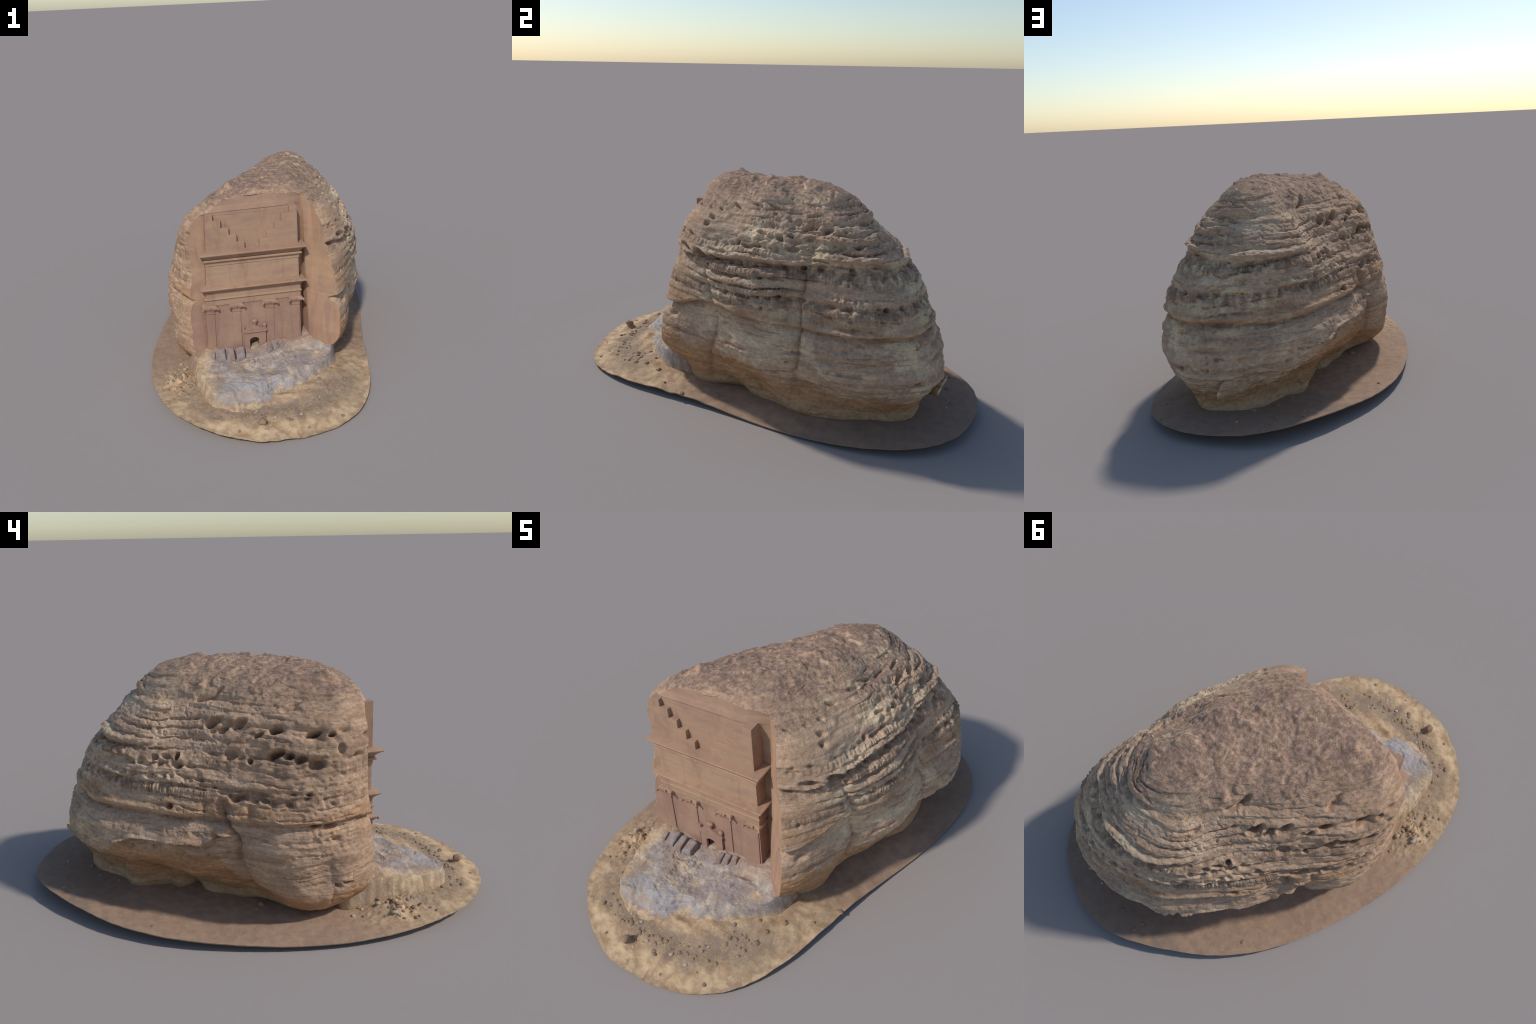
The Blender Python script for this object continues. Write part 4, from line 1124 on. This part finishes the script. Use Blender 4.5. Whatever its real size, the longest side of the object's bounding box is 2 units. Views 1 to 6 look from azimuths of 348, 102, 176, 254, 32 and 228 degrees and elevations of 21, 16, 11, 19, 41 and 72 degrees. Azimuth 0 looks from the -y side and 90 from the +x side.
# ----------------------------------------------------------------------------
#  APRON: the bare bedrock tongue before the facade
# ----------------------------------------------------------------------------
AP_OUT = [(-0.492, -0.235), (-0.492, -0.40), (-0.480, -0.58), (-0.457, -0.690), (-0.418, -0.752), (-0.345, -0.785), (-0.255, -0.788), (-0.199, -0.776), (-0.155, -0.748), (-0.110, -0.712), (-0.065, -0.715), (-0.020, -0.705),
          (0.010, -0.688), (0.055, -0.655), (0.105, -0.612), (0.165, -0.565), (0.215, -0.528), (0.245, -0.470), (0.255, -0.36), (0.18, -0.25), (-0.10, -0.22), (-0.40, -0.20)]
AP_H = [(-0.47, -0.30, 0.14), (-0.40, -0.40, 0.205), (-0.36, -0.385, 0.190), (-0.3, -0.385, 0.168), (-0.24, -0.385, 0.158), (-0.16, -0.40, 0.148), (-0.095, -0.39, 0.182), (-0.05, -0.39, 0.183), (0, -0.39, 0.178), (0.08, -0.38, 0.176), (0.11, -0.33, 0.20),
        (0.15, -0.42, 0.17), (0.205, -0.47, 0.158), (0.220, -0.515, 0.135), (-0.46, -0.38, 0.150), (-0.385, -0.45, 0.148), (-0.36, -0.44, 0.142), (-0.325, -0.455, 0.134), (-0.27, -0.46, 0.132), (-0.30, -0.43, 0.14), (-0.25, -0.43, 0.138), (-0.09, -0.44, 0.145), (-0.05, -0.43, 0.146), (-0.15, -0.495, 0.128), (-0.163, -0.547, 0.120),
        (-0.078, -0.488, 0.136), (0, -0.47, 0.134), (0.1, -0.47, 0.130), (0.056, -0.52, 0.120), (0.16, -0.52, 0.126), (-0.44, -0.50, 0.134), (-0.44, -0.60, 0.122), (-0.42, -0.66, 0.122), (-0.35, -0.72, 0.130),
        (-0.32, -0.757, 0.118), (-0.25, -0.71, 0.124), (-0.2, -0.6, 0.120), (-0.134, -0.605, 0.111), (-0.1, -0.66, 0.122), (0, -0.6, 0.124), (-0.074, -0.685, 0.098), (0.102, -0.60, 0.114), (0.1, -0.55, 0.118), (0, -0.665, 0.118), (-0.18, -0.72, 0.122),
        (-0.2, -0.31, 0.16), (-0.4, -0.3, 0.2), (0.1, -0.29, 0.2)]
AC = np.array([-0.14, -0.50])
o = np.array(AP_OUT) - AC
oa = np.unwrap(np.arctan2(o[:, 1], o[:, 0]))
if oa[-1] < oa[0]:
    oa, o = oa[::-1], o[::-1]
an, sn = 600, 170
aang = np.linspace(oa[0], oa[0] + 2 * np.pi, an, endpoint=False)
orad = np.hypot(o[:, 0], o[:, 1])
rad = np.interp(aang, np.append(oa, oa[0] + 2 * np.pi), np.append(orad, orad[0]))
kern = np.hanning(31)
kern /= kern.sum()
rad = np.convolve(np.concatenate([rad[-15:], rad, rad[:15]]), kern, "valid")
rad = rad * (1 + 0.035 * fbm(np.cos(aang) * 5, np.sin(aang) * 5, aang * 0, 4))
SS, AA = np.meshgrid(np.linspace(0.004, 1, sn), aang, indexing="ij")
AX, AY = AC[0] + rad[None] * SS * np.cos(AA), AC[1] + rad[None] * SS * np.sin(AA)
num = den = 0
for hx, hy, hz in AP_H:
    w = 1 / (((AX - hx) ** 2 + (AY - hy) ** 2) + 0.0009) ** 1.5
    num, den = num + w * hz, den + w
H = num / den
westness = smooth(-AX, 0.25, 0.42)
eastness = smooth(AX, -0.05, 0.12)
edge = 0.030 + 0.12 * (1 - westness) * (1 - eastness)
edge = edge * (1 + 0.6 * fbm(AX * 12, AY * 12, AX * 0, 3))
dist_in = (1 - SS) * rad[None]
gz = 0.05
fall = smooth(dist_in, -0.3 * edge, edge)
ap = gz - 0.008 + (H - gz + 0.008) * np.clip(fall * 1.15 - 0.06, 0, 1)
ap = ap + 0.010 * fbm(AX * 13, AY * 13, AX * 0, 4) * smooth(dist_in, 0, 0.03) + 0.004 * fbm(AX * 50, AY * 50, AX * 0, 3)
# thin beds show as little risers
tstep = 0.017
lv = (ap + 0.02 * noise(AX * 6, AY * 6, AX * 0)) / tstep
ter = (np.floor(lv) + smooth(lv - np.floor(lv), 0.55, 0.95) - lv) * tstep
ap = ap + 0.55 * ter * smooth(noise(AX * 7 + 3, AY * 7, AX * 0), -0.3, 0.2)
ap = ap - bumps(AX, AY, [(0.05, -0.44, 0.035, 0.02, 0.012), (-0.2, -0.55, 0.06, 0.03, 0.01)]) + bumps(AX, AY, [(0.06, -0.47, 0.05, 0.012, 0.008)])
ap[-1] = 0.014
apron = make("bedrock_apron", np.stack([AX, AY, ap], -1).reshape(-1, 3), grid_faces(sn, an, True), APRON, root, True, 50)
fix_normals(apron)


# ----------------------------------------------------------------------------
#  loose slabs beside the door, stones on the sand
# ----------------------------------------------------------------------------
def slab(name, corners, thick, mat, parent, seed):
    """a weathered slab lying on four given top corners"""
    r = np.random.RandomState(seed)
    n = 12
    c = np.array(corners, float)
    pts = []
    for i in range(n + 1):
        for j in range(n + 1):
            u, v = i / n, j / n
            p = (c[0] * (1 - u) + c[1] * u) * (1 - v) + (c[3] * (1 - u) + c[2] * u) * v
            eu, ev = min(u, 1 - u), min(v, 1 - v)
            p = p + np.array([0, 0, -0.006 * (max(0, 0.16 - eu) / 0.16) ** 2 - 0.005 * (max(0, 0.12 - ev) / 0.12) ** 2])
            pts.append(p)
    pts = np.array(pts)
    pts[:, 2] += 0.003 * noise(pts[:, 0] * 40 + seed, pts[:, 1] * 40, pts[:, 2] * 0 + seed * 3.3)
    pts[:, :2] += 0.002 * np.stack([noise(pts[:, 0] * 60, pts[:, 1] * 60, pts[:, 2] * 0 + seed), noise(pts[:, 0] * 60, pts[:, 1] * 60, pts[:, 2] * 0 + seed + 9)], -1)
    low = pts - np.array([0, 0, thick])
    m = (n + 1) ** 2
    gf2 = [tuple(f) for f in grid_faces(n + 1, n + 1)]
    fs = gf2 + [tuple(i + m for i in f[::-1]) for f in gf2]
    w = n + 1
    ring = list(range(w)) + [i * w + w - 1 for i in range(1, w)] + [n * w + k for k in range(w - 2, -1, -1)] + [i * w for i in range(w - 2, 0, -1)]
    for a, b in zip(ring, ring[1:] + ring[:1]):
        fs.append((b, a, a + m, b + m))
    ob = make(name, np.concatenate([pts, low]).tolist(), fs, mat, parent, True, 55)
    fix_normals(ob)
    return ob


SLABS = [  # back-west, back-east, front-east, front-west
    ([(-0.366, -0.402, 0.188), (-0.322, -0.396, 0.185), (-0.329, -0.459, 0.161), (-0.372, -0.462, 0.158)], 0.030),
    ([(-0.312, -0.404, 0.182), (-0.279, -0.406, 0.183), (-0.283, -0.466, 0.162), (-0.322, -0.464, 0.158)], 0.030),
    ([(-0.268, -0.405, 0.183), (-0.224, -0.409, 0.183), (-0.231, -0.462, 0.168), (-0.276, -0.468, 0.158)], 0.034),
    ([(-0.400, -0.425, 0.175), (-0.375, -0.415, 0.180), (-0.380, -0.452, 0.158), (-0.404, -0.452, 0.152)], 0.024),
    ([(-0.105, -0.404, 0.178), (-0.084, -0.402, 0.180), (-0.083, -0.448, 0.166), (-0.112, -0.464, 0.162)], 0.026),
    ([(-0.079, -0.402, 0.182), (-0.051, -0.398, 0.184), (-0.049, -0.438, 0.168), (-0.078, -0.452, 0.160)], 0.026),
    ([(-0.045, -0.397, 0.185), (-0.019, -0.396, 0.184), (-0.016, -0.424, 0.168), (-0.042, -0.434, 0.162)], 0.026),
]
for i, (c4, th) in enumerate(SLABS):
    slab("stone_slab", c4, th, SLAB, root, i + 1)

# leaning flake at the rear foot
slab("rock_flake", [(0.29, 0.775, 0.205), (0.352, 0.845, 0.232), (0.385, 0.81, 0.165), (0.27, 0.735, 0.115)], 0.022, ROCK, root, 40)


def stone_mesh(seed):
    r = np.random.RandomState(seed)
    bm = bmesh.new()
    bmesh.ops.create_icosphere(bm, subdivisions=3, radius=1)
    for v in bm.verts:
        p = np.array(v.co)
        n = float(fbm(np.array([p[0] * 1.1 + seed * 5]), np.array([p[1] * 1.1]), np.array([p[2] * 1.1]), 3)[0])
        v.co *= 1 + 0.42 * n
        v.co.z *= 0.7
    me = bpy.data.meshes.new("field_stone")
    bm.to_mesh(me)
    bm.free()
    me.materials.append(STONE)
    shade(me, True, 40)
    return me


STONE_MESHES = [stone_mesh(k) for k in range(6)]
PLACED = [(-0.250, -0.903, 0.021), (-0.459, -0.801, 0.010), (-0.116, -0.894, 0.009), (0.126, -0.809, 0.009), (0.187, -0.571, 0.008), (0.446, -0.343, 0.011), (0.375, -0.452, 0.007), (0.131, -0.901, 0.008),
          (-0.561, -0.435, 0.013), (0.227, -0.660, 0.012), (0.235, -0.598, 0.009), (0.276, -0.524, 0.012), (0.266, 0.88, 0.008), (0.228, 0.751, 0.012), (0.135, 0.865, 0.009), (0.017, 0.839, 0.008),
          (-0.332, 0.083, 0.014), (-0.36, 0.11, 0.010), (-0.375, 0.545, 0.008), (-0.632, -0.481, 0.008), (-0.551, -0.474, 0.015), (-0.60, -0.40, 0.012), (-0.52, -0.52, 0.012), (0.021, 0.882, 0.008), (0.638, 0.756, 0.007),
          (0.12, 0.72, 0.010), (0.05, 0.64, 0.008), (-0.53, -0.36, 0.010), (-0.575, -0.50, 0.010), (0.13, -0.515, 0.010)]
for _ in range(70):
    u, a = random.random() ** 0.5 * 0.97, random.uniform(0, 2 * math.pi)
    x0, y0, _z = rim(np.array([a]))
    x, y = float(x0[0]) * u, float(y0[0]) * u
    if y > -0.25 and random.random() < 0.75:
        continue
    if -0.52 < x < 0.27 and -0.78 < y < 0.75 and not (y < -0.6 and x > 0.1):
        continue
    PLACED.append((x, y, random.uniform(0.003, 0.0075)))
for _ in range(40):
    PLACED.append((random.gauss(-0.555, 0.04), random.gauss(-0.44, 0.07), random.uniform(0.003, 0.009)))
for _ in range(75):
    a = random.uniform(math.radians(185), math.radians(345))
    q = random.uniform(1.06, 1.38)
    x, y = -0.15 + 0.30 * q * math.cos(a), -0.55 + 0.245 * q * math.sin(a)
    if y < -0.62:
        PLACED.append((x, y, random.uniform(0.0035, 0.0085)))
for i, (x, y, r) in enumerate(PLACED):
    ob = bpy.data.objects.new("field_stone", STONE_MESHES[i % 6])
    bpy.context.scene.collection.objects.link(ob)
    ob.parent = root
    ob.location = (x, y, ground_z(x, y) + r * 0.08)
    ob.scale = (r * random.uniform(0.8, 1.3), r * random.uniform(0.8, 1.3), r * random.uniform(0.7, 1.1))
    ob.rotation_euler = (random.uniform(-0.3, 0.3), random.uniform(-0.3, 0.3), random.uniform(0, 6.28))
